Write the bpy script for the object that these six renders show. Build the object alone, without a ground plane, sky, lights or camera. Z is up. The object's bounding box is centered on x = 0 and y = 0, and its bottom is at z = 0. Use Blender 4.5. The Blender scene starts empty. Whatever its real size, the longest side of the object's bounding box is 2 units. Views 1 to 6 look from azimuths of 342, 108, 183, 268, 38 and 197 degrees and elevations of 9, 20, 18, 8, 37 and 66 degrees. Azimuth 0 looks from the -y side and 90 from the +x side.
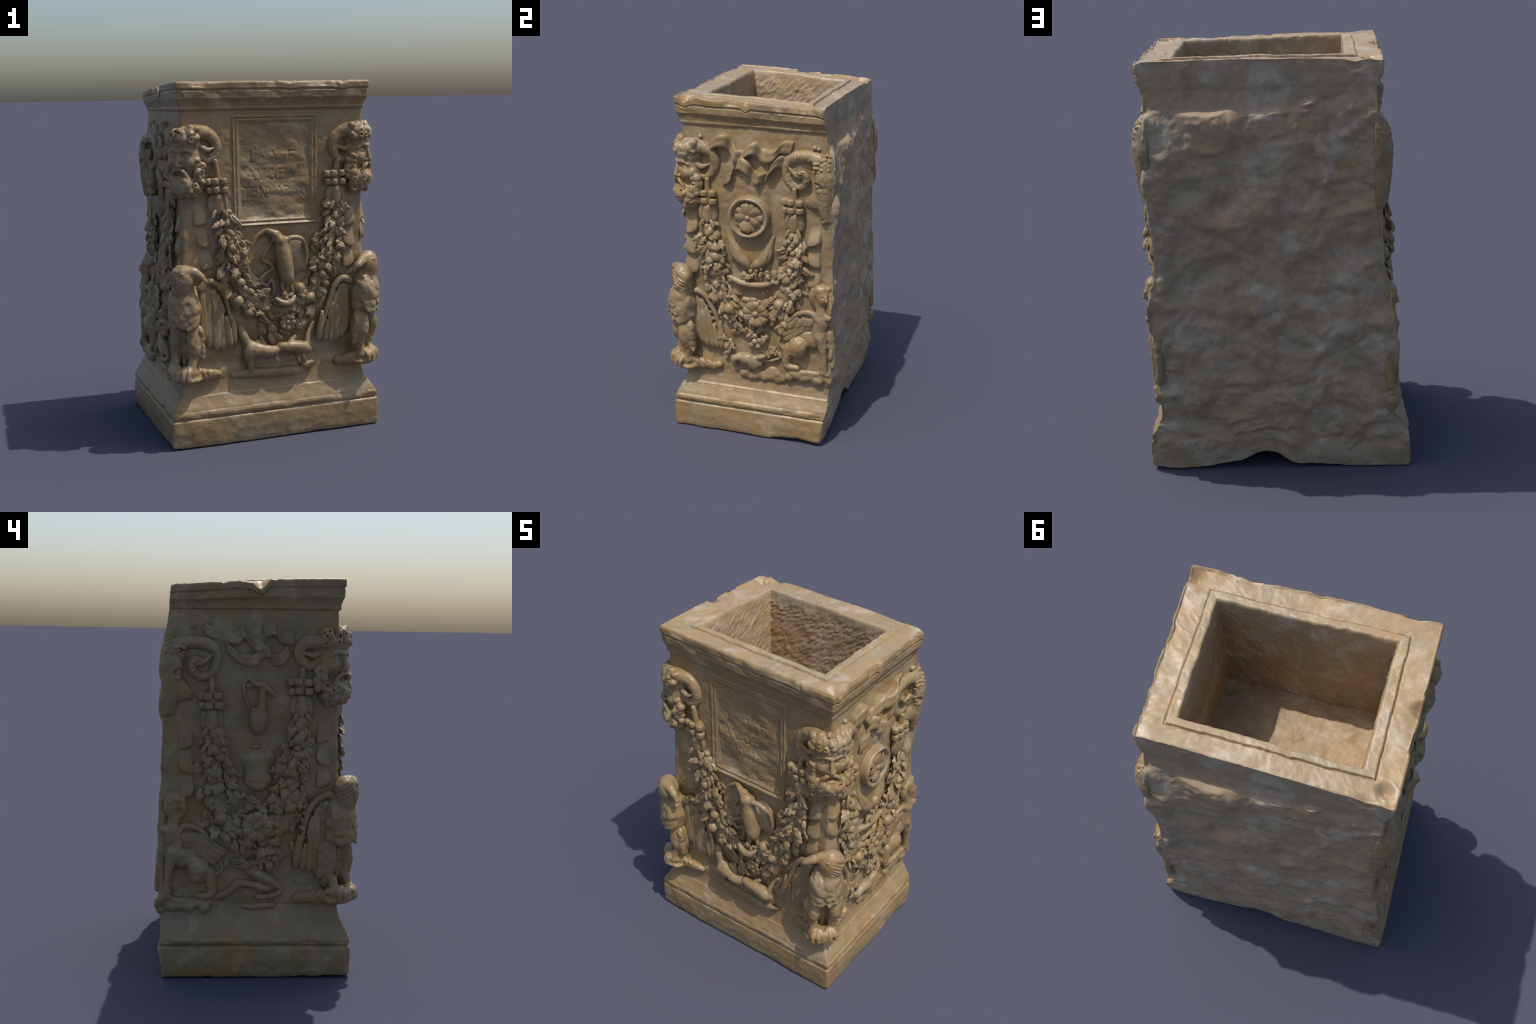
# Roman marble ash altar: hollow block with cornice and plinth, horned bearded heads and
# ram heads on the corners, fruit garlands, eagles and sphinxes, an inscribed panel.
import bpy, math, random
import numpy as np
from mathutils import Matrix, Vector

rng = np.random.default_rng(7)
rnd = random.Random(11)

# ------------------------------------------------------------------ noise
def _hash(ix, iy, iz, seed):
    n = (ix.astype(np.int64) * 73856093) ^ (iy.astype(np.int64) * 19349663) ^ (iz.astype(np.int64) * 83492791) ^ (seed * 2654435761)
    n = (n ^ (n >> 13)) * 1274126177
    n = n & 0x7fffffff
    n = (n ^ (n >> 15)) * 2246822519
    n = (n & 0x7fffffff) ^ ((n & 0x7fffffff) >> 12)
    return (n & 0xfffff) / 524287.5 - 1.0

def noise(p, freq, seed=0):
    """value noise in -1..1, p is (...,3), freq a number or three numbers"""
    q = p * np.asarray(freq, dtype=float)
    i = np.floor(q).astype(np.int64)
    f = q - i
    f = f * f * f * (f * (f * 6 - 15) + 10)
    out = 0
    for dx in (0, 1):
        for dy in (0, 1):
            for dz in (0, 1):
                w = (f[..., 0] if dx else 1 - f[..., 0]) * (f[..., 1] if dy else 1 - f[..., 1]) * (f[..., 2] if dz else 1 - f[..., 2])
                out = out + w * _hash(i[..., 0] + dx, i[..., 1] + dy, i[..., 2] + dz, seed)
    return out

def fbm(p, freq, octaves, seed=0, gain=0.5):
    out, a, f = 0, 1.0, np.asarray(freq, dtype=float)
    for o in range(octaves):
        out = out + a * noise(p, f, seed + o * 17)
        a *= gain
        f = f * 2.03
    return out

def smooth(a, b, x):
    t = np.clip((x - a) / (b - a), 0, 1)
    return t * t * (3 - 2 * t)

# ------------------------------------------------------------------ material
def make_marble(name, tint=(1, 1, 1), grey=0.0, fine=1.0, rough=0.42):
    m = bpy.data.materials.new(name)
    m.use_nodes = True
    nt = m.node_tree
    for n in list(nt.nodes):
        nt.nodes.remove(n)
    N = nt.nodes.new
    L = nt.links.new
    out = N('ShaderNodeOutputMaterial')
    b = N('ShaderNodeBsdfPrincipled')
    L(b.outputs[0], out.inputs[0])
    geo = N('ShaderNodeNewGeometry')

    def nz(scale, detail=4, rough_=0.55, dist=0.0, off=0.0):
        mp = N('ShaderNodeMapping')
        mp.inputs['Location'].default_value = (off, off * 1.7, off * .6)
        L(geo.outputs['Position'], mp.inputs['Vector'])
        t = N('ShaderNodeTexNoise')
        t.inputs['Scale'].default_value = scale
        t.inputs['Detail'].default_value = detail
        t.inputs['Roughness'].default_value = rough_
        t.inputs['Distortion'].default_value = dist
        L(mp.outputs[0], t.inputs['Vector'])
        return t.outputs['Fac']

    def ramp(fac, a, b_):
        r = N('ShaderNodeMapRange')
        r.interpolation_type = 'SMOOTHSTEP'
        r.inputs['From Min'].default_value = a
        r.inputs['From Max'].default_value = b_
        L(fac, r.inputs['Value'])
        return r.outputs[0]

    def mix(fac, c1, c2, amount=1.0):
        x = N('ShaderNodeMix')
        x.data_type = 'RGBA'
        if amount != 1.0:
            mu = N('ShaderNodeMath')
            mu.operation = 'MULTIPLY'
            mu.inputs[1].default_value = amount
            L(fac, mu.inputs[0])
            fac = mu.outputs[0]
        L(fac, x.inputs[0])
        for sock, c in ((x.inputs[6], c1), (x.inputs[7], c2)):
            if isinstance(c, tuple):
                sock.default_value = (*c, 1)
            else:
                L(c, sock)
        return x.outputs[2]

    def T(c):
        g = sum(c) / 3
        return tuple((v * (1 - grey) + g * grey) * t for v, t in zip(c, tint))

    col = mix(ramp(nz(3.2, 3, .5, .4), .38, .60), T(BASE), T(WARM))
    col = mix(ramp(nz(6.0, 4, .6, .8, 3.1), .47, .68), col, T(PALE), .66)
    col = mix(ramp(nz(8.0, 3, .5, .5, 8.3), .50, .66), col, T(OLIVE), .75)
    col = mix(ramp(nz(13.0, 3, .6, .4, 5.7), .54, .70), col, T(ROSE), .75)
    col = mix(ramp(nz(5.0, 4, .62, .9, 12.3), .56, .70), col, T(UMBER), .55)
    col = mix(ramp(nz(4.2, 4, .6, .7, 17.9), .52, .68), col, T(STONE_GREY), .42)
    col = mix(ramp(nz(34.0, 4, .65, .3, 1.1), .55, .72), col, T(DIRT), .30 * fine)
    col = mix(ramp(nz(52.0, 3, .6, .2, 6.1), .58, .74), col, T(PALE), .35)
    L(col, b.inputs['Base Color'])
    b.inputs['Roughness'].default_value = rough
    b.inputs['Specular IOR Level'].default_value = 0.5
    bp = N('ShaderNodeBump')
    bp.inputs['Strength'].default_value = 0.25 * fine
    bp.inputs['Distance'].default_value = 0.004
    L(nz(75.0, 5, .6), bp.inputs['Height'])
    L(bp.outputs[0], b.inputs['Normal'])
    return m

BASE = (0.258, 0.178, 0.088)
WARM = (0.283, 0.181, 0.076)
PALE = (0.375, 0.3, 0.19)
OLIVE = (0.222, 0.168, 0.079)
ROSE = (0.273, 0.17, 0.097)
UMBER = (0.196, 0.128, 0.06)
STONE_GREY = (.268, .214, .136)
DIRT = (0.158, 0.113, 0.062)
MARBLE = make_marble('carved_marble')
RIM_MARBLE = make_marble('pale_rim_marble', tint=(1.28, 1.35, 1.58))  # paler, creamier tint than the carved faces
ROUGH_MARBLE = make_marble('rough_hewn_marble', tint=(1.32, 1.37, 1.54), grey=.13, fine=1.6, rough=.65)  # tinted paler, greyer and bluer than the carved faces
CAVITY_MARBLE = make_marble('chiselled_cavity_marble', tint=(1.36, 1.40, 1.55), grey=.10, fine=1.5, rough=.65)  # paler tint than the carved faces, the same on floor and walls

# ------------------------------------------------------------------ objects
def empty(name, parent=None):
    o = bpy.data.objects.new(name, None)
    bpy.context.scene.collection.objects.link(o)
    if parent:
        o.parent = parent
    return o

def mesh_data(name, verts, faces, mat=MARBLE, smooth_shade=True):
    """faces: (n,4) or (n,3) array"""
    me = bpy.data.meshes.new(name)
    verts = np.asarray(verts, dtype=np.float32)
    faces = np.asarray(faces, dtype=np.int32)
    k = faces.shape[1]
    me.vertices.add(len(verts))
    me.vertices.foreach_set('co', verts.ravel())
    me.loops.add(faces.size)
    me.loops.foreach_set('vertex_index', faces.ravel())
    me.polygons.add(len(faces))
    me.polygons.foreach_set('loop_start', np.arange(0, faces.size, k, dtype=np.int32))
    me.polygons.foreach_set('use_smooth', np.full(len(faces), smooth_shade))
    me.update(calc_edges=True)
    me.validate()
    me.materials.append(mat)
    return me

def place(name, me, parent, matrix=None):
    o = bpy.data.objects.new(name, me)
    bpy.context.scene.collection.objects.link(o)
    o.parent = parent
    if matrix is not None:
        o.matrix_basis = matrix
    return o

def vertex_normals(verts, faces):
    a, b, c, d = (verts[faces[:, i]] for i in range(4))
    n = np.cross(c - a, d - b)
    out = np.zeros_like(verts)
    for i in range(4):
        np.add.at(out, faces[:, i], n)
    ln = np.linalg.norm(out, axis=1, keepdims=True)
    return out / np.maximum(ln, 1e-12)

def split_surface(verts, faces, labels, names, parent, mats=None):
    """one smooth surface cut into named meshes whose border vertices and normals coincide"""
    nrm = vertex_normals(verts, faces)
    for li, nm in enumerate(names):
        f = faces[labels == li]
        if len(f) < 4:
            continue
        used, inv = np.unique(f, return_inverse=True)
        me = mesh_data(nm, verts[used], inv.reshape(f.shape), (mats or {}).get(nm, MARBLE))
        if len(me.vertices) == len(used):
            me.normals_split_custom_set_from_vertices(nrm[used].tolist())
        place(nm, me, parent)

altar = empty('marble_altar')
altar['label'] = 'weathered Roman marble ash altar carved with heads and garlands'
altar['category'] = 'stone altar'

# ------------------------------------------------------------------ the block
# plan corners of the shaft by height: front-left, front-right, back-right, back-left
ZK = np.array([0.0, .10, .25, .40, .62, .85, 1.05, 1.35, 1.65, 1.77, 1.85, 1.93, 2.0])
def _along(zs, vals):
    return np.interp(ZK, zs, vals)
CORN = {
    'fl': np.stack([_along((0, .35, 1.2, 1.85), (-.552, -.548, -.514, -.512)), _along((0, .35, 1.2, 1.85), (-.420, -.418, -.402, -.393))], 1),
    'fr': np.stack([_along((0, .35, 1.2, 1.85), (.546, .542, .538, .536)), _along((0, .35, 1.2, 1.85), (-.388, -.386, -.383, -.390))], 1),
    'br': np.stack([_along((0, .35, 1.2, 1.85), (.544, .530, .520, .516)), _along((0, .10, .25, .40, .62, .85, 1.05, 1.35, 1.65, 1.77, 1.85, 2.0), (.462, .478, .490, .501, .513, .502, .487, .474, .462, .444, .423, .411))], 1),
    'bl': np.stack([_along((0, .35, 1.2, 1.85), (-.572, -.560, -.528, -.510)), _along((0, .10, .25, .40, .62, .85, 1.05, 1.35, 1.65, 1.77, 1.85, 2.0), (.464, .474, .484, .490, .493, .490, .482, .476, .470, .454, .444, .433))], 1)}

def corner(c, z):
    z = np.asarray(z, dtype=float)
    return np.stack([np.interp(z, ZK, CORN[c][:, 0]), np.interp(z, ZK, CORN[c][:, 1])], -1)

class Face:
    """local coordinates on one carved side: s to the right as one faces it, z up, h outward"""
    def __init__(self, name):
        self.name = name
        self.M = {'front': np.array([(1, 0, 0), (0, 0, 1), (0, -1, 0)]).T,
                  'right': np.array([(0, 1, 0), (0, 0, 1), (1, 0, 0)]).T,
                  'left': np.array([(0, -1, 0), (0, 0, 1), (-1, 0, 0)]).T}[name].astype(float)

    def pt(self, s, z, h):
        fl, fr, br, bl = (corner(c, z) for c in ('fl', 'fr', 'br', 'bl'))
        if self.name == 'front':
            t = (s - fl[0]) / (fr[0] - fl[0])
            return np.array([s, fl[1] + (fr[1] - fl[1]) * t - h, z])
        if self.name == 'right':
            t = (s - fr[1]) / (br[1] - fr[1])
            return np.array([fr[0] + (br[0] - fr[0]) * t + h, s, z])
        t = (-s - fl[1]) / (bl[1] - fl[1])
        return np.array([fl[0] + (bl[0] - fl[0]) * t - h, -s, z])

class Corner:
    """local coordinates on a front corner: t across the diagonal, z up, o outward on the diagonal"""
    def __init__(self, name):
        self.name = name
        q = math.sqrt(.5)
        o = np.array((-q, -q, 0)) if name == 'fl' else np.array((q, -q, 0))
        t = np.array((q, -q, 0)) if name == 'fl' else np.array((q, q, 0))
        self.M = np.array([t, (0, 0, 1), o]).T

    def pt(self, t, z, o):
        c = corner(self.name, z)
        return np.array([c[0], c[1], z]) + self.M[:, 0] * t + self.M[:, 2] * o

FRONT, RIGHT, LEFT = Face('front'), Face('right'), Face('left')
CFL, CFR = Corner('fl'), Corner('fr')

# moulding profile: (height, projection beyond the shaft)
PROFILE = [(0.0, .066), (.010, .073), (.03, .076), (.09, .077), (.150, .073), (.157, .070), (.162, .062), (.167, .063),
           (.173, .072), (.188, .076), (.202, .072), (.208, .064), (.214, .062), (.225, .056), (.25, .040), (.272, .028),
           (.280, .026), (.284, .018), (.31, .009), (.345, .002), (.37, 0), (1.840, 0), (1.845, .002), (1.849, .012),
           (1.859, .014), (1.864, .012), (1.882, .017), (1.897, .025), (1.906, .032), (1.910, .037), (1.943, .039),
           (1.947, .034), (1.952, .034), (1.957, .041), (1.982, .042), (1.990, .038), (1.994, .030)]
PZ = np.array([p[0] for p in PROFILE])
PP = np.array([p[1] for p in PROFILE])

def build_block():
    nf, ns = 200, 160
    sides = [('fl', 'fr', nf), ('fr', 'br', ns), ('br', 'bl', nf), ('bl', 'fl', ns)]
    side_id = np.concatenate([np.full(n, i) for i, (_, _, n) in enumerate(sides)])
    tt = np.concatenate([np.arange(n) / n for _, _, n in sides])
    ncol = len(tt)

    def quad_ring(P):  # P: four plan corners -> ring of points
        out = np.zeros((ncol, 2))
        for i in range(4):
            msk = side_id == i
            a, b = P[i], P[(i + 1) % 4]
            out[msk] = a + (b - a) * tt[msk][:, None]
        return out

    rings, kinds = [], []
    # underside
    base0 = [corner(c, 0) for c in ('fl', 'fr', 'br', 'bl')]
    cen = np.mean(base0, 0)
    for f in (0.02, .4, .7, .9):
        rings.append(np.column_stack([quad_ring([cen + (p - cen) * f for p in base0]), np.full(ncol, .03 * (1 - f * .6))]))
        kinds.append(0)
    zs = np.unique(np.round(np.concatenate([PZ, np.arange(0, .37, .0045), np.arange(.37, 1.845, .0058), np.arange(1.835, 1.994, .0032)]), 4))
    keep = [zs[0]]
    for z in zs[1:]:
        if z - keep[-1] >= .0014:
            keep.append(z)
    for z in keep:
        p = float(np.interp(z, PZ, PP))
        back = .0
        wide = 1.0 + .12 * (z < .37)
        fl, fr, br, bl = (corner(c, z) for c in ('fl', 'fr', 'br', 'bl'))
        P = [fl + (-p * (.80 if z > 1 else 1.0), -p * (.82 if z > 1 else .90)), fr + (p * (.74 if z > 1 else 1.08), -p * (.95 if z > 1 else .78)), br + (p * (.80 if z > 1 else .92), back), bl + (-p * (.82 if z > 1 else 1.12), back)]
        ring = quad_ring([np.array(q) for q in P])
        for _ in range(9 if z < .15 else 4):
            ring = ring * .5 + .25 * (np.roll(ring, 1, 0) + np.roll(ring, -1, 0))
        rings.append(np.column_stack([ring, np.full(ncol, z)]))
        kinds.append(1 if z < .16 else 2 if z < .365 else 3 if z < 1.841 else 4)
    top = [np.array(p) for p in ((-.543, -.420), (.562, -.418), (.541, .412), (-.541, .432))]
    ledge = [np.array(p) for p in ((-.425, -.324), (.448, -.322), (.443, .328), (-.434, .334))]
    pit = [np.array(p) for p in ((-.374, -.281), (.405, -.279), (.394, .286), (-.374, .298))]
    floor = [np.array(p) for p in ((-.366, -.270), (.392, -.270), (.386, .264), (-.348, .260))]
    lerp = lambda A, B, f: [a + (b - a) * f for a, b in zip(A, B)]
    def ring_at(Q, z, kind, sm=0):
        ring = quad_ring(Q)
        for _ in range(sm):
            ring = ring * .5 + .25 * (np.roll(ring, 1, 0) + np.roll(ring, -1, 0))
        rings.append(np.column_stack([ring, np.full(ncol, z)]))
        kinds.append(kind)
    for f in (.05, .1, .18, .28, .38, .48, .58, .68, .78, .86, .92, .96):
        ring_at(lerp(top, ledge, f), 1.988 - .003 * f, 5)
    ring_at(lerp(top, ledge, .985), 1.980, 5)
    ring_at(ledge, 1.979, 5)
    ring_at(lerp(ledge, pit, .05), 1.984, 5)
    ring_at(lerp(ledge, pit, .09), 1.991, 5)
    for f in (.12, .22, .34, .46, .58, .70, .82):
        ring_at(lerp(ledge, pit, f), 1.995 - .002 * f, 5, 1)
    ring_at(lerp(ledge, pit, .92), 1.989, 5, 2)
    ring_at(lerp(ledge, pit, .985), 1.981, 5, 3)
    for z in np.linspace(1.972, 1.352, 88):
        ring_at(lerp(pit, floor, (1.975 - z) / .63), z, 6, 4)
    fc = np.mean(floor, 0)
    for f in np.append(np.linspace(.985, .02, 46), .0005):
        ring_at([fc + (p - fc) * f for p in floor], 1.345, 7, 3)

    V = np.stack(rings)
    kinds = np.array(kinds)
    nr = len(V)
    # the unfinished back swells sideways where the corner figures are bedded in it
    zz = V[..., 2]
    sw_r = np.interp(zz, (.30, .42, .74, .96, 1.06, 1.20, 1.39, 1.60, 1.68, 1.76), (0, .036, .042, .030, .0, .002, .026, .024, .012, 0))
    sw_l = np.interp(zz, (.32, .40, .60, .74, .90, 1.0, 1.14, 1.28, 1.38, 1.60, 1.70, 1.78), (0, .064, .048, .050, .028, .0, .0, .008, .030, .020, .008, 0))
    ybr = np.interp(zz, ZK, CORN['br'][:, 1]); ybl = np.interp(zz, ZK, CORN['bl'][:, 1])
    SS = np.repeat(side_id[None], nr, 0)
    xr_, xl_ = np.interp(zz, ZK, CORN['br'][:, 0]), np.interp(zz, ZK, CORN['bl'][:, 0])
    isout = (kinds >= 1)[:, None] & (kinds <= 3)[:, None]
    lump = .75 + .5 * noise(V, 14, 301)
    for side, sw, yb_, sgn in ((1, sw_r, ybr, 1), (3, sw_l, ybl, -1)):
        V[..., 0] += np.where(isout & (SS == side), sgn * sw * lump * smooth(.060, .018, yb_ - V[..., 1]), 0)
    V[..., 0] += np.where(isout & (SS == 2), sw_r * lump * smooth(.13, .0, xr_ - V[..., 0]) - sw_l * lump * smooth(.13, .0, V[..., 0] - xl_), 0)
    # normals of the plain shape
    du = np.roll(V, -1, 1) - np.roll(V, 1, 1)
    dv = np.gradient(V, axis=0)
    n = np.cross(du, dv)
    n /= np.maximum(np.linalg.norm(n, axis=2, keepdims=True), 1e-9)
    K = np.repeat(kinds[:, None], ncol, 1)
    S = np.repeat(side_id[None], nr, 0)
    T = np.repeat(tt[None], nr, 0)
    x, y, z = V[..., 0], V[..., 1], V[..., 2]
    outer = (K >= 1) & (K <= 4)
    onback = (S == 2) & outer
    d = np.zeros_like(x)
    # dressed and worn faces
    d += np.where(outer & ~onback, .0032 * fbm(V, 7, 3, 1) + .0011 * fbm(V, 34, 2, 5), 0)
    d += np.where((K == 3) & ~onback, .004 * smooth(1.8, 1.6, z) * (.4 + fbm(V, 11, 3, 6)), 0)
    # plinth wear: soft lumps
    d += np.where((K == 1) & ~onback, .003 * fbm(V, 9, 3, 9), 0)
    # rough hewn back
    edge = np.minimum(T, 1 - T) * 1.08
    wall = smooth(0, .012, edge)
    stepz = 1.757 + .012 * noise(V * (1, 0, 0), 9, 3) + .055 * smooth(-.1, -.36, x) - .06 * smooth(-.40, -.5, x)
    low = smooth(stepz + .014, stepz - .016, z) * smooth(.02, .16, z)
    rough = .019 * fbm(V + .05 * np.stack([noise(V, 6, 201), noise(V, 6, 202), noise(V, 6, 203)], -1), (5, 5, 7), 3, 21, .5) + .016 * (np.abs(fbm(V @ np.array([(.86, 0, .5), (0, 1, 0), (-.5, 0, .86)]).T, (6, 6, 8), 2, 33)) - .35) + .0022 * fbm(V, 40, 2, 41)
    hew = low * (-.005 - .005 * smooth(.1, -.5, x) + .015 * smooth(-.22, .02, x) * smooth(1.0, 1.25, z) * smooth(1.78, 1.7, z) + rough) + (1 - low) * (.0015 * fbm(V, 30, 3, 44) + .003 * fbm(V, 6, 2, 45))
    hew += low * .014 * (smooth(1.60, 1.74, z) * smooth(.05, .3, x)) - .008 * (1 - low) * smooth(1.9, 1.8, z) * smooth(1.5, 1.7, z)
    hew += low * .010 * smooth(.35, .55, np.abs(x)) * smooth(1.75, 1.6, z) * smooth(1.2, 1.4, z)
    for cx, cz, rx, rz, dep in ((.20, 1.34, .055, .05, .040), (-.10, .20, .15, .12, .014), (-.27, 1.36, .14, .05, .022), (.05, 1.60, .16, .09, .012), (-.30, 1.10, .12, .05, .014), (-.02, .82, .16, .07, -.010), (.22, .45, .14, .08, -.010), (-.25, .5, .12, .10, -.010)):
        hew -= dep * np.exp(-(((x - cx + .3 * (z - cz)) / rx) ** 2 + ((z - cz) / rz) ** 2))
    d += np.where(onback, hew * (.25 + .75 * wall), 0)
    # chisel marks in the cavity, lumpy floor
    mark = fbm(V @ np.array([(.8, .0, .6), (0, 1, 0), (-.6, 0, .8)]).T, (30, 34, 95), 3, 55)
    mark2 = fbm(V @ np.array([(1, 0, 0), (0, .8, .6), (0, -.6, .8)]).T, (34, 30, 95), 3, 56)
    m = np.where((S == 0) | (S == 2), mark, mark2)
    d += np.where(K == 6, .0036 * m + .004 * fbm(V, 9, 2, 58), 0) * smooth(1.985, 1.93, z)
    d += np.where(K == 7, .008 * fbm(V, 17, 3, 61), 0)
    # slightly worn rim
    d += np.where(K == 5, .0016 * fbm(V, 12, 3, 71) + .0012 * fbm(V, 60, 2, 72), 0)
    V = V + n * d[..., None]
    # hollows cut behind the swag on the right side
    hol = np.exp(-(((y - .045) / .085) ** 4 + ((z - .895) / .045) ** 4))
    V[..., 0] -= np.where((S == 1) & (K == 3), .034 * hol, 0)
    # background cut back behind the wings
    def cutback(side, along, a0, a1, z0, z1, depth):
        w_ = smooth(a0 - .03, a0 + .02, along) * smooth(a1 + .03, a1 - .02, along) * smooth(z0 - .03, z0 + .03, z) * smooth(z1 + .04, z1 - .04, z)
        ax = 1 if side == 0 else 0
        V[..., ax] += np.where((S == side) & (K == 3), depth * w_ * (1 if side in (0, 3) else -1), 0)
    bowl = np.clip(1 - (((x - .02) / .20) ** 2 + ((z - 1.02) / .17) ** 2), 0, 1)
    V[..., 1] += np.where((S == 0) & (K == 3), .012 * smooth(0, .5, bowl), 0)
    cutback(1, y, -.28, .10, 1.06, 1.62, -.009)
    cutback(0, x, .24, .50, .43, .88, .016)
    cutback(0, x, -.49, -.24, .43, .92, .012)
    cutback(0, x, -.24, .24, .42, .60, .010)
    cutback(1, y, -.37, -.15, .43, .84, .012)
    cutback(3, y, -.40, -.19, .43, .90, .012)
    # the panel bed on the front is sunk so that the inscribed slab can sit in it
    bed = (S == 0) & (K == 3)
    sink = smooth(-.226, -.214, x) * smooth(.258, .246, x) * smooth(1.212, 1.222, z) * smooth(1.812, 1.802, z)
    V[..., 1] += np.where(bed, .03 * sink, 0)
    # chipped arrises of the cornice and the plinth, the same along each column so that top and side agree
    last = np.where(kinds == 4)[0][-1]
    edge_pt = V[last]
    out_n = n[np.where(kinds == 3)[0][-5]].copy()
    out_n[:, 2] = 0
    ecol = np.clip(fbm(edge_pt, (12, 12, 12), 3, 81) - .05, 0, 1) * (side_id != 2) + .35 * np.clip(fbm(edge_pt, 9, 2, 83), 0, 1) * (side_id == 2)
    rim_rows = np.zeros(nr)
    first5 = np.where(kinds == 5)[0][0]
    rim_rows[first5:first5 + 6] = (.95, .8, .55, .3, .12, .03)
    w4 = np.where(K == 4, smooth(1.956, 1.984, z), 0) + rim_rows[:, None]
    V -= out_n[None] * (.014 * ecol[None] * w4)[..., None]
    V[..., 2] -= .010 * ecol[None] * w4
    e2 = np.clip(fbm(V, (11, 11, 9), 3, 87) - .05, 0, 1)
    chip = np.where((K == 4) & ~onback, smooth(1.904, 1.915, z) * smooth(1.950, 1.94, z) * .007 * e2, 0)
    chip = chip + np.where((K == 2) & ~onback, smooth(.165, .185, z) * smooth(.215, .20, z) * .009 * e2, 0)
    V -= n * chip[..., None]

    # deeper breaks: (x, y, radius along x, radius along y, depth)
    def dent(cx, cy, rx, ry, depth, z0=1.90, power=1.0):
        r = np.sqrt(((V[..., 0] - cx) / rx) ** 2 + ((V[..., 1] - cy) / ry) ** 2)
        w = np.clip(1 - r, 0, 1) ** power
        V[..., 2] -= np.where((K == 4) | (K == 5), depth * w * smooth(z0, 1.985, V[..., 2]), 0)
    dent(-.560, -.010, .065, .045, .058)
    dent(-.560, .03, .08, .07, .020)
    dent(.575, -.018, .045, .030, .035)
    dent(.575, -.20, .04, .09, .012)
    dent(.525, -.372, .050, .045, .055)
    dent(.575, -.36, .06, .05, .02)
    dent(-.484, .372, .040, .045, .05)
    dent(-.42, .43, .06, .03, .015)
    dent(-.52, .45, .05, .05, .018)
    dent(.565, .43, .06, .06, .022)
    dent(.10, -.43, .06, .03, .012)
    dent(.40, -.43, .05, .03, .014)
    dent(-.35, -.44, .08, .03, .010)
    r_ = np.hypot(V[..., 0] + .486, V[..., 1] - .392)
    V[..., 2] += np.where(K == 5, .030 * np.exp(-(r_ / .016) ** 2), 0)
    # the top falls a little towards the back left corner
    tilt = .020 * smooth(-.42, .43, V[..., 1]) + .016 * smooth(.0, .43, V[..., 1]) * smooth(.2, -.54, V[..., 0])
    V[..., 2] -= tilt * smooth(1.82, 1.97, z) * np.where((K >= 3) & (K <= 6), 1, 0)
    V[..., 2] += np.where(K >= 4, .006 * smooth(1.9, 1.98, z), 0)
    # hollow under the back of the plinth and worn lower edge
    arch = (.050 * np.exp(-((x - .04) / .105) ** 2) + .028 * np.exp(-((x - .06) / .26) ** 2) * (1 + .5 * noise(V, 11, 401))) * smooth(.20, .42, y)
    lift = arch * smooth(.34, .0, z)
    bottom = .006 * (fbm(V * (1, 1, 0), 8, 3, 91) - .1) * smooth(.06, .0, z)
    bottom = bottom + .018 * smooth(.45, .62, x) * smooth(-.2, .45, y) * smooth(.06, 0, z)
    V[..., 2] += np.where(K <= 3, lift, 0) + np.where(K <= 1, np.clip(bottom, 0, 1), 0)

    # worn, uneven lip round the cavity
    lip = smooth(1.90, 1.985, z) * np.where((K == 5) | (K == 6), 1, 0) * smooth(.47, .43, np.abs(x)) * smooth(.36, .325, np.abs(y))
    V[..., 0] += .0036 * lip * fbm(V, (12, 12, 3), 3, 95)
    V[..., 1] += .0036 * lip * fbm(V, (12, 12, 3), 3, 97)
    V[..., 2] += .0030 * np.where(K == 5, 1, 0) * fbm(V, (9, 9, 1), 3, 98)
    V[..., 2] = np.clip(V[..., 2], 0, 2.0)
    idx = np.arange(nr * ncol).reshape(nr, ncol)
    a = idx[:-1]; b = np.roll(idx, -1, 1)[:-1]; c = np.roll(idx, -1, 1)[1:]; e = idx[1:]
    faces = np.stack([a, b, c, e], -1).reshape(-1, 4)
    fk = np.repeat(np.maximum(kinds[:-1], kinds[1:])[:, None], ncol, 1)
    fs = np.repeat(side_id[None], nr - 1, 0)
    names = ['plinth', 'base_moulding', 'shaft', 'cornice', 'rim', 'cavity', 'rough_back']
    lab = np.select([fk == 1, fk == 2, fk == 3, fk == 4, fk == 5, fk >= 6], [0, 1, 2, 3, 4, 5], 0)
    lab = np.where((fs == 2) & (fk >= 1) & (fk <= 4), 6, lab)
    split_surface(V.reshape(-1, 3), faces, lab.ravel(), names, altar,
                  {'rim': RIM_MARBLE, 'rough_back': ROUGH_MARBLE, 'cavity': CAVITY_MARBLE})

build_block()

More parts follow.
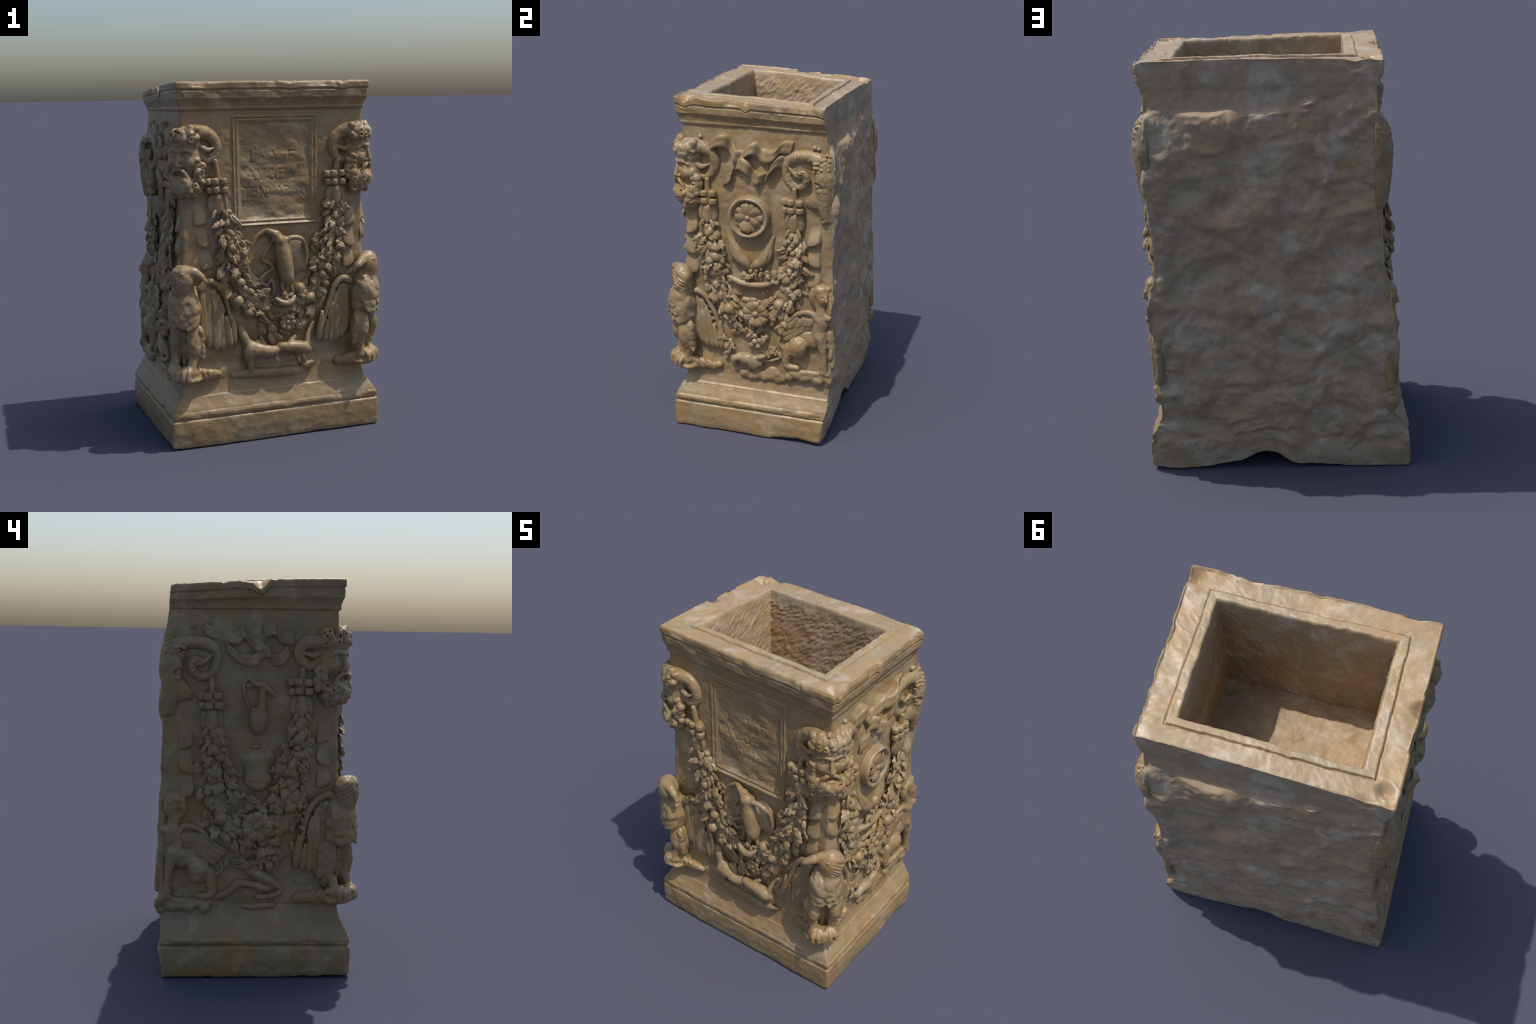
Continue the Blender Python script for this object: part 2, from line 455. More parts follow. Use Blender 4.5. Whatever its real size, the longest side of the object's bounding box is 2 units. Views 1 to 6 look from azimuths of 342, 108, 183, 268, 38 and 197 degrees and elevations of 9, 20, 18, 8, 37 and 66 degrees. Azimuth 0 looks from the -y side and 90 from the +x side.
# ------------------------------------------------------------------ inscribed panel (fine relief grid with cut letters)
STROKES = {  # letter strokes on a unit box
    'I': [((.5, 0), (.5, 1))], 'L': [((.1, 1), (.1, 0)), ((.1, 0), (.8, 0))],
    'A': [((0, 0), (.5, 1)), ((.5, 1), (1, 0)), ((.25, .35), (.75, .35))],
    'V': [((0, 1), (.5, 0)), ((.5, 0), (1, 1))],
    'N': [((.05, 0), (.05, 1)), ((.05, 1), (.95, 0)), ((.95, 0), (.95, 1))],
    'O': [((.5, 0), (.05, .3)), ((.05, .3), (.05, .7)), ((.05, .7), (.5, 1)), ((.5, 1), (.95, .7)), ((.95, .7), (.95, .3)), ((.95, .3), (.5, 0))],
    'T': [((.5, 0), (.5, 1)), ((0, 1), (1, 1))], 'F': [((.1, 0), (.1, 1)), ((.1, 1), (.8, 1)), ((.1, .55), (.7, .55))],
    'E': [((.1, 0), (.1, 1)), ((.1, 1), (.8, 1)), ((.1, .52), (.7, .52)), ((.1, 0), (.8, 0))],
    'R': [((.1, 0), (.1, 1)), ((.1, 1), (.7, .92)), ((.7, .92), (.75, .65)), ((.75, .65), (.1, .5)), ((.35, .5), (.9, 0))],
    'G': [((.9, .9), (.5, 1)), ((.5, 1), (.05, .6)), ((.05, .6), (.1, .2)), ((.1, .2), (.5, 0)), ((.5, 0), (.9, .1)), ((.9, .1), (.9, .45))],
    'M': [((0, 0), (.1, 1)), ((.1, 1), (.5, .2)), ((.5, .2), (.9, 1)), ((.9, 1), (1, 0))]}

def build_panel():
    s0, s1, z0, z1 = -.234, .266, 1.204, 1.820
    ns, nz_ = 250, 308
    s = np.linspace(s0, s1, ns)
    z = np.linspace(z0, z1, nz_)
    Z, Sx = np.meshgrid(z, s, indexing='ij')
    # distance inwards from the panel border
    e = np.minimum(np.minimum(Sx - s0, s1 - Sx), np.minimum((Z - z0), z1 - Z))
    lowside = smooth(.09, .03, Z - z0)
    prof_e = [0, .004, .009, .014, .020, .024, .028, .036, .042, .050, .06]
    prof_h = [-.012, .000, .005, .004, -.001, -.001, .002, .000, -.004, -.007, -.008]
    H = np.interp(e, prof_e, prof_h)
    H += lowside * np.interp(e, [0, .006, .012, .02, .026, .032, .045, .06], [-.01, .004, .009, .006, -.001, .003, .002, 0])
    P3 = np.stack([Sx, Z * 0, Z], -1)
    H += .0022 * fbm(P3, 13, 3, 101) * smooth(0, .01, e) + .0006 * fbm(P3, 70, 2, 104)
    H += smooth(.045, .06, e) * .0060 * fbm(P3, (9, 1, 13), 2, 107)
    lines = [('L AVNIO', -.176, .190, 1.655, .060, .35), ('L A F', -.13, .15, 1.560, .056, 1.25),
             ('AVGEV', -.150, .165, 1.462, .055, 1.0), ('TENVARIO', -.172, .216, 1.365, .055, .95)]
    for text, a, b, zb, ht, depth in lines:
        adv = (b - a) / len(text)
        for i, ch in enumerate(text):
            for (x0, y0), (x1, y1) in STROKES.get(ch, []):
                ax, az = a + adv * (i + x0 * .74), zb + y0 * ht
                bx, bz = a + adv * (i + x1 * .74), zb + y1 * ht
                t = np.clip(((Sx - ax) * (bx - ax) + (Z - az) * (bz - az)) / ((bx - ax) ** 2 + (bz - az) ** 2), 0, 1)
                dist = np.hypot(Sx - ax - t * (bx - ax), Z - az - t * (bz - az))
                wear = .75 + .6 * noise(P3, 16, 111)
                H -= .0024 * depth * np.clip(wear, .15, 1.3) * smooth(.0095, .001, dist)
    pts = np.zeros((nz_, ns, 3))
    fl, fr = corner('fl', z), corner('fr', z)
    t = (Sx - fl[:, None, 0]) / (fr[:, None, 0] - fl[:, None, 0])
    pts[..., 0] = Sx
    pts[..., 1] = fl[:, None, 1] + (fr[:, None, 1] - fl[:, None, 1]) * t - H - .004
    pts[..., 2] = Z
    idx = np.arange(nz_ * ns).reshape(nz_, ns)
    f = np.stack([idx[:-1, :-1], idx[:-1, 1:], idx[1:, 1:], idx[1:, :-1]], -1).reshape(-1, 4)
    place('inscription_panel', mesh_data('inscription_panel', pts.reshape(-1, 3), f), altar)

build_panel()

# ------------------------------------------------------------------ sculpting with blended solids
def curve(pts, n=6):
    """Catmull-Rom through control points of any dimension"""
    P = np.array(pts, dtype=float)
    if len(P) < 3:
        return P
    Q = np.vstack([2 * P[0] - P[1], P, 2 * P[-1] - P[-2]])
    out = []
    for i in range(1, len(Q) - 2):
        for t in np.arange(n) / n:
            a, b, c, d = Q[i - 1], Q[i], Q[i + 1], Q[i + 2]
            out.append(.5 * (2 * b + (c - a) * t + (2 * a - 5 * b + 4 * c - d) * t * t + (3 * b - a - 3 * c + d) * t ** 3))
    out.append(P[-1])
    return np.array(out)

class Sculpt:
    """distance field of blended ellipsoids and tapered tubes, turned into one smooth mesh"""
    def __init__(self, lo, hi, vox):
        self.lo = np.array(lo, dtype=float)
        self.vox = vox
        self.n = np.maximum(np.ceil((np.array(hi) - self.lo) / vox).astype(int) + 1, 3)
        self.d = np.full(self.n, .5, dtype=np.float32)
        self.lab = np.zeros(self.n, dtype=np.int16)
        self.labels = []

    def _label(self, name):
        if name not in self.labels:
            self.labels.append(name)
        return self.labels.index(name)

    def _box(self, c_lo, c_hi, pad):
        i0 = np.clip(np.floor((c_lo - pad - self.lo) / self.vox).astype(int), 0, self.n)
        i1 = np.clip(np.ceil((c_hi + pad - self.lo) / self.vox).astype(int) + 1, 0, self.n)
        if np.any(i1 <= i0):
            return None, None
        sl = tuple(slice(a, b) for a, b in zip(i0, i1))
        g = np.meshgrid(*[self.lo[k] + self.vox * np.arange(i0[k], i1[k]) for k in range(3)], indexing='ij')
        return sl, np.stack(g, -1)

    def _merge(self, sl, dn, k, lab, cut):
        d0 = self.d[sl]
        if cut:
            h = np.maximum(k - np.abs(d0 + dn), 0) / k
            self.d[sl] = np.maximum(d0, -dn) + h * h * k * .25
        else:
            h = np.maximum(k - np.abs(d0 - dn), 0) / k
            li = self._label(lab)
            self.lab[sl] = np.where(dn < d0, li, self.lab[sl])
            self.d[sl] = np.minimum(d0, dn) - h * h * k * .25

    def ell(self, fr, c, r, lab='body', k=.012, rot=0.0, tilt=0.0, turn=0.0, cut=False):
        """rot turns in the face plane, tilt tips the top outward, turn swings about the vertical (degrees)"""
        p = fr.pt(*c)
        R = Matrix.Rotation(math.radians(rot), 3, 'Z') @ Matrix.Rotation(math.radians(tilt), 3, 'X') @ Matrix.Rotation(math.radians(turn), 3, 'Y')
        B = fr.M @ np.array(R)
        r = np.array(r, dtype=float)
        ext = np.sqrt(((B * r) ** 2).sum(1))
        sl, g = self._box(p - ext, p + ext, k + 3 * self.vox)
        if sl is None:
            return
        q = (g - p) @ B
        k0 = np.linalg.norm(q / r, axis=-1)
        k1 = np.linalg.norm(q / (r * r), axis=-1)
        self._merge(sl, k0 * (k0 - 1) / np.maximum(k1, 1e-6), k, lab, cut)

    def tube(self, fr, pts, lab='body', k=.008, n=5, flat=1.0, cut=False):
        """pts: (a, z, h, radius)"""
        P = curve(pts, n) if len(pts) > 2 else np.array(pts, dtype=float)
        W = np.array([fr.pt(*p[:3]) for p in P])
        r = np.maximum(P[:, 3], .001)
        lo = (W - r[:, None]).min(0)
        hi = (W + r[:, None]).max(0)
        sl, g = self._box(lo, hi, k + 3 * self.vox)
        if sl is None:
            return
        best = np.full(g.shape[:3], 9.0)
        for i in range(len(W) - 1):
            a, b = W[i], W[i + 1]
            ab = b - a
            t = np.clip(((g - a) @ ab) / max(ab @ ab, 1e-9), 0, 1)
            dd = np.linalg.norm(g - a - t[..., None] * ab, axis=-1) - (r[i] + (r[i + 1] - r[i]) * t)
            np.minimum(best, dd, out=best)
        self._merge(sl, best, k, lab, cut)

    def roughen(self, amount, freq, seed):
        g = np.stack(np.meshgrid(*[self.lo[k] + self.vox * np.arange(self.n[k]) for k in range(3)], indexing='ij'), -1)
        near = np.abs(self.d) < .03
        self.d[near] += (amount * fbm(g[near], freq, 2, seed)).astype(np.float32)

    def cut_back(self, seed):
        """trim with the rough hewn back plane of the block"""
        g = np.stack(np.meshgrid(*[self.lo[k] + self.vox * np.arange(self.n[k]) for k in range(3)], indexing='ij'), -1)
        yb = .5 * (np.interp(g[..., 2], ZK, CORN['br'][:, 1]) + np.interp(g[..., 2], ZK, CORN['bl'][:, 1])) + .018
        dn = g[..., 1] - yb - .010 * fbm(g * (1, 0, 1), 9, 3, seed)
        k = .022
        h = np.maximum(k - np.abs(self.d - dn), 0) / k
        self.d = (np.maximum(self.d, dn) + h * h * k * .25).astype(np.float32)

    def surface(self):
        for ax in range(3):   # close the solid where it meets the edge of the grid
            e = [slice(None)] * 3
            for q in (0, -1):
                e[ax] = q
                self.d[tuple(e)] = np.maximum(self.d[tuple(e)], self.vox * .5)
        d, s = self.d, self.d < 0
        c = [d[i:self.n[0] - 1 + i, j:self.n[1] - 1 + j, k:self.n[2] - 1 + k] for i in (0, 1) for j in (0, 1) for k in (0, 1)]
        neg = sum((v < 0).astype(np.int8) for v in c)
        act = np.argwhere((neg > 0) & (neg < 8))
        vals = np.stack([v[act[:, 0], act[:, 1], act[:, 2]] for v in c], 1)
        offs = np.array([(i, j, k) for i in (0, 1) for j in (0, 1) for k in (0, 1)], dtype=float)
        acc = np.zeros((len(act), 3)); cnt = np.zeros(len(act))
        for a in range(8):
            for b in range(a + 1, 8):
                if np.abs(offs[a] - offs[b]).sum() != 1:
                    continue
                va, vb = vals[:, a], vals[:, b]
                cr = (va < 0) != (vb < 0)
                t = np.where(cr, va / np.where(cr, va - vb, 1), 0)
                acc += np.where(cr[:, None], offs[a] + t[:, None] * (offs[b] - offs[a]), 0)
                cnt += cr
        verts = self.lo + self.vox * (act + acc / cnt[:, None])
        vid = np.full(np.array(self.n) - 1, -1, dtype=np.int64)
        vid[act[:, 0], act[:, 1], act[:, 2]] = np.arange(len(act))
        quads = []
        for ax in range(3):
            u, v = [(1, 2), (2, 0), (0, 1)][ax]
            lo_ = [slice(None)] * 3; hi_ = [slice(None)] * 3
            lo_[ax] = slice(0, -1); hi_[ax] = slice(1, None)
            cross = s[tuple(lo_)] != s[tuple(hi_)]
            e = np.argwhere(cross)
            ok = (e[:, u] > 0) & (e[:, v] > 0) & (e[:, u] < self.n[u] - 1) & (e[:, v] < self.n[v] - 1)
            e = e[ok]
            def cell(du, dv):
                q = e.copy(); q[:, u] -= du; q[:, v] -= dv
                return vid[q[:, 0], q[:, 1], q[:, 2]]
            f = np.stack([cell(1, 1), cell(0, 1), cell(0, 0), cell(1, 0)], 1)
            inside = s[e[:, 0], e[:, 1], e[:, 2]]
            f[~inside] = f[~inside][:, ::-1]
            quads.append(f)
        faces = np.concatenate(quads)
        faces = faces[(faces >= 0).all(1)]
        # nothing is needed deep inside the block
        c_ = {k: corner(k, verts[:, 2]) for k in CORN}
        deep = .034
        tx = np.clip((verts[:, 0] - c_['fl'][:, 0]) / (c_['fr'][:, 0] - c_['fl'][:, 0]), 0, 1)
        ty = np.clip((verts[:, 1] + .40) / .86, 0, 1)
        yf = c_['fl'][:, 1] + (c_['fr'][:, 1] - c_['fl'][:, 1]) * tx
        xr = c_['fr'][:, 0] + (c_['br'][:, 0] - c_['fr'][:, 0]) * ty
        xl = c_['fl'][:, 0] + (c_['bl'][:, 0] - c_['fl'][:, 0]) * ty
        inside = (verts[:, 1] > yf + deep) & (verts[:, 0] < xr - deep) & (verts[:, 0] > xl + deep) & (verts[:, 1] < c_['br'][:, 1] - .01)
        inside &= ~((np.abs(verts[:, 0] - .016) < .26) & (verts[:, 2] > 1.19) & (verts[:, 2] < 1.83) & (verts[:, 1] < -.3))
        faces = faces[~inside[faces].all(1)]
        lab = self.lab[act[:, 0], act[:, 1], act[:, 2]]
        return verts, faces, lab[faces[:, 0]]

    def build(self, parent, single=None):
        v, f, l = self.surface()
        if single:
            l = l * 0
        split_surface(v, f, l, [single] if single else self.labels, parent)

def box_of(fr, lo, hi):
    P = np.array([fr.pt(a, z, h) for a in (lo[0], hi[0]) for z in (lo[1], hi[1]) for h in (lo[2], hi[2])])
    return P.min(0), P.max(0)

# ------------------------------------------------------------------ small carved pieces (shared meshes)
def lens(name, width, thick, length=1.0, rib=.25, curl=.0, nu=13, nv=9, wav=0.0):
    """a plump leaf, petal or feather along +y, back on z = 0; width(u) gives the half width"""
    vs = []
    for side in (1, -1):
        for i in range(nu):
            u = i / (nu - 1)
            w = max(width(u), .0008)
            for j in range(nv):
                v = -1 + 2 * j / (nv - 1)
                prof = (1 - v * v) ** .6
                end = min(1, 6 * u + .15) * min(1, 6 * (1 - u) + .15)
                if side > 0:
                    zz = thick * prof * end * (1 - rib * math.exp(-(v / .16) ** 2)) + wav * math.sin(v * 9 + u * 14) * prof
                else:
                    zz = -.6 * thick * prof
                vs.append((w * v, u * length, zz + curl * math.sin(u * math.pi * .9)))
    fs = []
    n1 = nu * nv
    for i in range(nu - 1):
        for j in range(nv - 1):
            a = i * nv + j
            fs.append((a, a + 1, a + nv + 1, a + nv))
            fs.append((n1 + a, n1 + a + nv, n1 + a + nv + 1, n1 + a + 1))
    # close the rim
    rim = [i * nv for i in range(nu)]
    rim2 = [i * nv + nv - 1 for i in range(nu)]
    for q in range(nu - 1):
        fs.append((rim[q], rim[q + 1], n1 + rim[q + 1], n1 + rim[q]))
        fs.append((rim2[q + 1], rim2[q], n1 + rim2[q], n1 + rim2[q + 1]))
    for q in range(nv - 1):
        fs.append((q + 1, q, n1 + q, n1 + q + 1))
        b = (nu - 1) * nv + q
        fs.append((b, b + 1, n1 + b + 1, n1 + b))
    return mesh_data(name, vs, fs)

def ball(name, radius_of, nu=18, nv=24, squash=(1, 1, 1)):
    """round piece about the origin, pole along +y; radius_of(lat, lon) in units"""
    vs, fs = [], []
    for i in range(nu + 1):
        la = math.pi * i / nu
        for j in range(nv):
            lo = 2 * math.pi * j / nv
            r = radius_of(la, lo)
            vs.append((r * math.sin(la) * math.cos(lo) * squash[0], -r * math.cos(la) * squash[1], r * math.sin(la) * math.sin(lo) * squash[2]))
    for i in range(nu):
        for j in range(nv):
            a, b = i * nv + j, i * nv + (j + 1) % nv
            fs.append((a, a + nv, b + nv, b))
    return mesh_data(name, vs, fs)

LEAVES = [
    lens('leaf', lambda u: .24 * math.sin(math.pi * min(1, u ** .75)) ** .9, .15, rib=.35),
    lens('leaf', lambda u: .30 * math.sin(math.pi * u ** .62) ** .8, .17, rib=.5, curl=.12),
    lens('leaf', lambda u: (.20 + .05 * math.cos(u * 19)) * math.sin(math.pi * u ** .8) ** .7, .18, rib=.3, curl=.08),
    lens('leaf', lambda u: (.30 + .07 * math.cos(u * 15)) * math.sin(math.pi * u ** .6) ** .7, .15, rib=.55, curl=.15, wav=.02)]
BELLS = [lens('bell_flower', lambda u: .16 + .10 * math.sin(math.pi * u ** 1.3) - .16 * u ** 6, .17, rib=.1),
         lens('bell_flower', lambda u: .10 + .16 * math.sin(math.pi * u ** .9) - .09 * u ** 5, .19, rib=.45)]
FEATHER = lens('feather', lambda u: .125 * min(1, .45 + u * 1.2) * (1 - u ** 7) ** .5, .075, rib=.18, nu=16)
COVERT = lens('feather', lambda u: .30 * min(1, .6 + u) * (1 - u ** 4) ** .5, .12, rib=.1)
PETAL = lens('petal', lambda u: .34 * math.sin(math.pi * (u * .72 + .08)) ** .7, .16, rib=-.0, curl=.10)
FRUITS = [
    ball('fruit', lambda a, b: 1 - .18 * math.exp(-((math.pi - a) / .35) ** 2)),                                  # apple
    ball('fruit', lambda a, b: (1 + .22 * math.exp(-((math.pi - a) / .28) ** 2)) * (1 + .02 * math.cos(5 * b))),        # pomegranate
    ball('fruit', lambda a, b: 1 + .35 * math.exp(-(a / .7) ** 2), squash=(.85, 1.1, .85)),                       # fig or pear
    ball('fruit', lambda a, b: 1 + .07 * math.cos(6 * b + 9 * a) * math.sin(a) + .05 * math.cos(8 * a), squash=(.85, 1.25, .85)),  # cone
    ball('fruit', lambda a, b: 1 + .10 * abs(math.sin(4 * b)) * abs(math.sin(5 * a)), nu=20, nv=32)]              # cluster
BEAD = ball('bead', lambda a, b: 1 / (abs(math.sin(a)) ** 4 + abs(math.cos(a)) ** 4) ** .25 * .92)
CENTRE = ball('flower_centre', lambda a, b: 1 + .05 * math.cos(7 * b))

def put(name, me, parent, fr, s, z, h, size, rot=0.0, tilt=0.0, turn=0.0):
    """size: number or (across, along, out); rot: 0 points up, 180 points down (degrees, clockwise negative)"""
    p = fr.pt(s, z, h)
    B = Matrix(fr.M.tolist()) @ Matrix.Rotation(math.radians(rot), 3, 'Z') @ Matrix.Rotation(math.radians(tilt), 3, 'X') @ Matrix.Rotation(math.radians(turn), 3, 'Y')
    sc = (size,) * 3 if isinstance(size, (int, float)) else size
    mat = Matrix.Translation(Vector(p)) @ B.to_4x4() @ Matrix.Diagonal((*sc, 1))
    return place(name, me, parent, mat)

# ------------------------------------------------------------------ ribbons
def ribbon(fr, pts, parent, width, across=(0, 1), thick=.012, flare=None, n=9):
    """pts (s, z, h): band standing in relief, 'across' its width direction in the face plane"""
    P = curve(pts, n)
    m = len(P)
    ac = np.array(across, dtype=float); ac /= np.linalg.norm(ac)
    prof = [(-1, -.02), (-1, 0), (-.96, .8), (-.8, 1), (-.35, .93), (0, .9), (.35, .93), (.8, 1), (.96, .8), (1, 0), (1, -.02)]
    vs = []
    for i, p in enumerate(P):
        w = width * .5 * (1 if flare is None else flare(i / (m - 1)))
        for a, q in prof:
            h = (p[2] * q if q > 0 else -.012)
            if q == 0:
                h = max(p[2] - thick * 1.6, -.006)
            vs.append(fr.pt(p[0] + ac[0] * a * w, p[1] + ac[1] * a * w, h))
    k = len(prof)
    fs = [(i * k + j, (i + 1) * k + j, (i + 1) * k + j + 1, i * k + j + 1) for i in range(m - 1) for j in range(k - 1)]
    fs = np.array(fs)
    v = np.array(vs)
    # outward facing
    nn = vertex_normals(v, fs)
    if (nn @ fr.M[:, 2]).mean() < 0:
        fs = fs[:, ::-1]
    # end caps
    caps = []
    for row in (0, (m - 1) * k):
        for j in range(k // 2):
            caps.append((row + j, row + j + 1, row + k - 2 - j, row + k - 1 - j))
    fs = np.vstack([fs, np.array(caps)])
    place('ribbon', mesh_data('ribbon', v, fs), parent)

def hanging_ribbon(fr, s, z_top, z_bot, parent, width, waves, amp=.022, drift=0.0):
    """a band falling in folds: each fold swells outward on its way down and tucks in under a bowed edge"""
    nu, nv = waves * 16 + 1, 13
    r = random.Random(int(abs(s) * 1000) + waves)
    amps = [amp * r.uniform(1.0, 1.6) for _ in range(waves + 1)]
    offs = [r.uniform(-.012, .012) for _ in range(waves + 1)]
    vs = []
    for i in range(nu):
        u = i / (nu - 1) * waves
        k = min(int(u), waves - 1)
        f = u - k
        lift = math.sin(min(f / .80, 1) * math.pi * .5) ** 1.6 if f < .80 else max(0, 1 - ((f - .80) / .16)) ** .7
        sh = offs[k] * (1 - f) + offs[k + 1] * f
        for j in range(nv):
            v = -1 + 2 * j / (nv - 1)
            z = z_top + (z_bot - z_top) * u / waves - .014 * (1 - v * v) * lift - .016 * v * (1 if k % 2 else -1) * lift
            rim = (1 - v ** 10)
            h = -.008 + (.010 + amps[k] * lift) * rim * (1 - .25 * v * v)
            vs.append(fr.pt(s + sh + drift * u / waves + v * width * .5 * (.85 + .2 * lift), z, h))
    fs = np.array([(i * nv + j, (i + 1) * nv + j, (i + 1) * nv + j + 1, i * nv + j + 1) for i in range(nu - 1) for j in range(nv - 1)])
    place('ribbon', mesh_data('ribbon', vs, fs), parent)

# ------------------------------------------------------------------ garlands
def path_at(P, u):
    seg = np.linalg.norm(np.diff(P[:, :2], axis=0), axis=1)
    c = np.concatenate([[0], np.cumsum(seg)])
    L = c[-1] * u
    return np.array([np.interp(L, c, P[:, i]) for i in range(P.shape[1])]), c[-1]

def garland(fr, pts, seed, heart, up=.014):
    """pts (s, z, half width) from one tie round to the other"""
    g = empty('garland', altar)
    r = random.Random(seed)
    P = curve(pts, 6)
    lo = (P[:, 0].min() - .10, P[:, 1].min() - .10, -.012)
    hi = (P[:, 0].max() + .10, P[:, 1].max() + .06, .09)
    sc = Sculpt(*box_of(fr, lo, hi), .006)
    core = [(p[0], p[1], up * float(smooth(.98, 1.16, p[1])), p[2] * .60) for p in P[::3]]
    sc.tube(fr, [(a, b, c, min(d, .034)) for a, b, c, d in core], n=1, lab='garland_stem', k=.01)
    for i in range(110):
        q, _ = path_at(P, r.random())
        a = r.uniform(-.9, .9)
        sc.ell(fr, (q[0] + a * q[2] * .8, q[1] + r.uniform(-.02, .02), r.uniform(0, .02)), (r.uniform(.010, .024),) * 3, lab='garland_stem', k=.004)
    sc.roughen(.004, 40, seed)
    sc.build(g, 'garland_stem')
    _, L = path_at(P, 0)
    n = int(L / .0245)
    for i in range(n):
        u = (i + .5) / n
        q, _ = path_at(P, u)
        q2, _ = path_at(P, min(1, u + .01)); q1, _ = path_at(P, max(0, u - .01))
        tx, tz = q2[0] - q1[0], q2[1] - q1[1]
        ang = math.degrees(math.atan2(tz, tx))
        if u > .5:
            ang += 180
        down = ang - 90     # rotation that points a piece along the strand, downwards
        nrm = np.array((-tz, tx)) / max(math.hypot(tx, tz), 1e-9)
        row = (-.72, .05, .75) if i % 2 else (-.95, -.35, .35, .95)
        for a0 in row:
            a = a0 + r.uniform(-.16, .16)
            w = q[2]
            s_, z_ = q[0] + nrm[0] * a * w, q[1] + nrm[1] * a * w
            s_ += r.uniform(-.006, .006); z_ += r.uniform(-.006, .006)
            h = (.010 + .50 * w * max(.0, 1 - a * a) ** .5) * r.uniform(.70, 1.15)
            h = min(h, .040) * (.66 if z_ < .95 else 1) + up * float(smooth(.98, 1.16, np.float64(z_)))
            kind = r.random()
            if abs(a) > .6:
                kind *= .80
            sgn = 1 if (nrm[0] * math.cos(math.radians(down + 90)) + 0 == 0) else 1
            splay = a * 48 * (1 if u <= .5 else -1)
            if kind < .42:
                L_ = r.uniform(.048, .084) * (1.1 if abs(a) > .5 else .9)
                put('leaf', r.choice(LEAVES[1:] + LEAVES[3:]), g, fr, s_, z_, h - .008, (L_ * r.uniform(.9, 1.35), L_, L_ * .95), down + .7 * splay + r.uniform(-55, 55), r.uniform(-6, 30), r.uniform(-35, 35))
            elif kind < .70:
                L_ = r.uniform(.046, .072)
                put('bell_flower', r.choice(BELLS), g, fr, s_, z_, h - .008, (L_, L_, L_), down + .6 * splay + r.uniform(-35, 35), r.uniform(-4, 24), r.uniform(-30, 30))
            else:
                L_ = r.uniform(.016, .031) * (1.1 if abs(a) < .5 else .85)
                put('fruit', r.choice(FRUITS), g, fr, s_, z_, h - L_ * .35, (L_ * r.uniform(.9, 1.15), L_ * r.uniform(.9, 1.2), L_ * .85), down + r.uniform(-50, 50), r.uniform(-20, 30))
    for s_, z_, h, size, kind in heart:
        put('fruit', FRUITS[kind], g, fr, s_, z_, h * .46 + (up if z_ > 1.05 else 0), size, r.uniform(120, 240), r.uniform(10, 50))
    return g

def flower(fr, s, z, h, size, parent, petals=7, core=.30):
    f = parent
    for i in range(petals):
        a = 360 / petals * i + rnd.uniform(-6, 6)
        put('petal', PETAL, f, fr, s, z, h, (size * .95, size, size * .9), a, 16 + rnd.uniform(-4, 4))
    put('flower_centre', CENTRE, f, fr, s, z, h + size * .22, size * core, 0, 90)

def tie(fr, s, z_ring, z_beads, parent_name='garland_tie', ds=0.0):
    """strap from the horn down to two rows of beads, and the bell flowers below"""
    g = empty(parent_name, altar)
    lo, hi = (s - .06, z_beads - .18, -.012), (s + .06, z_ring + .03, .07)
    sc = Sculpt(*box_of(fr, lo, hi), .0045)
    sc.tube(fr, [(s - ds, z_ring, .028, .014), (s, z_beads + .02, .022, .017)], 'strap', k=.004)
    sc.ell(fr, (s, z_beads - .02, .006), (.044, .044, .034), 'strap')
    sc.ell(fr, (s, z_beads - .11, .004), (.036, .06, .030), 'strap')
    sc.build(g, 'strap')
    for row in (0, 1):
        for i, off in enumerate((-.052, -.018, .030)):
            put('bead', BEAD, g, fr, s + off + .004 * row, z_beads - row * .046 + rnd.uniform(-.002, .002), .022 if i == 0 else .032,
                (.022 if i == 0 else .027, .0205, .026), rnd.uniform(-6, 6), 0, (i - 1.5) * 18)
    for off, ln, hh in ((0, .125, .034), (-.034, .115, .020), (.034, .115, .020)):
        put('bell_flower', BELLS[0 if off == 0 else 1], g, fr, s + off * .6, z_beads - .062, hh, (ln * .95, ln, ln * .9), 180 + off * 320, -4)
    for off in (-.018, .020):
        put('leaf', LEAVES[0], g, fr, s + off, z_beads - .15, .040, (.05, .06, .06), 180 + off * 1500, 8)

# ------------------------------------------------------------------ horned bearded heads on the front corners
def ring_horn(sc, fr, pts, r0, r1, lab='horn', h=.030):
    n = len(pts)
    sc.tube(fr, [(p[0], p[1], h + .5 * (p[2] if len(p) > 2 else 0), r0 + (r1 - r0) * (i / (n - 1)) ** .8) for i, p in enumerate(pts)], lab, k=.006)

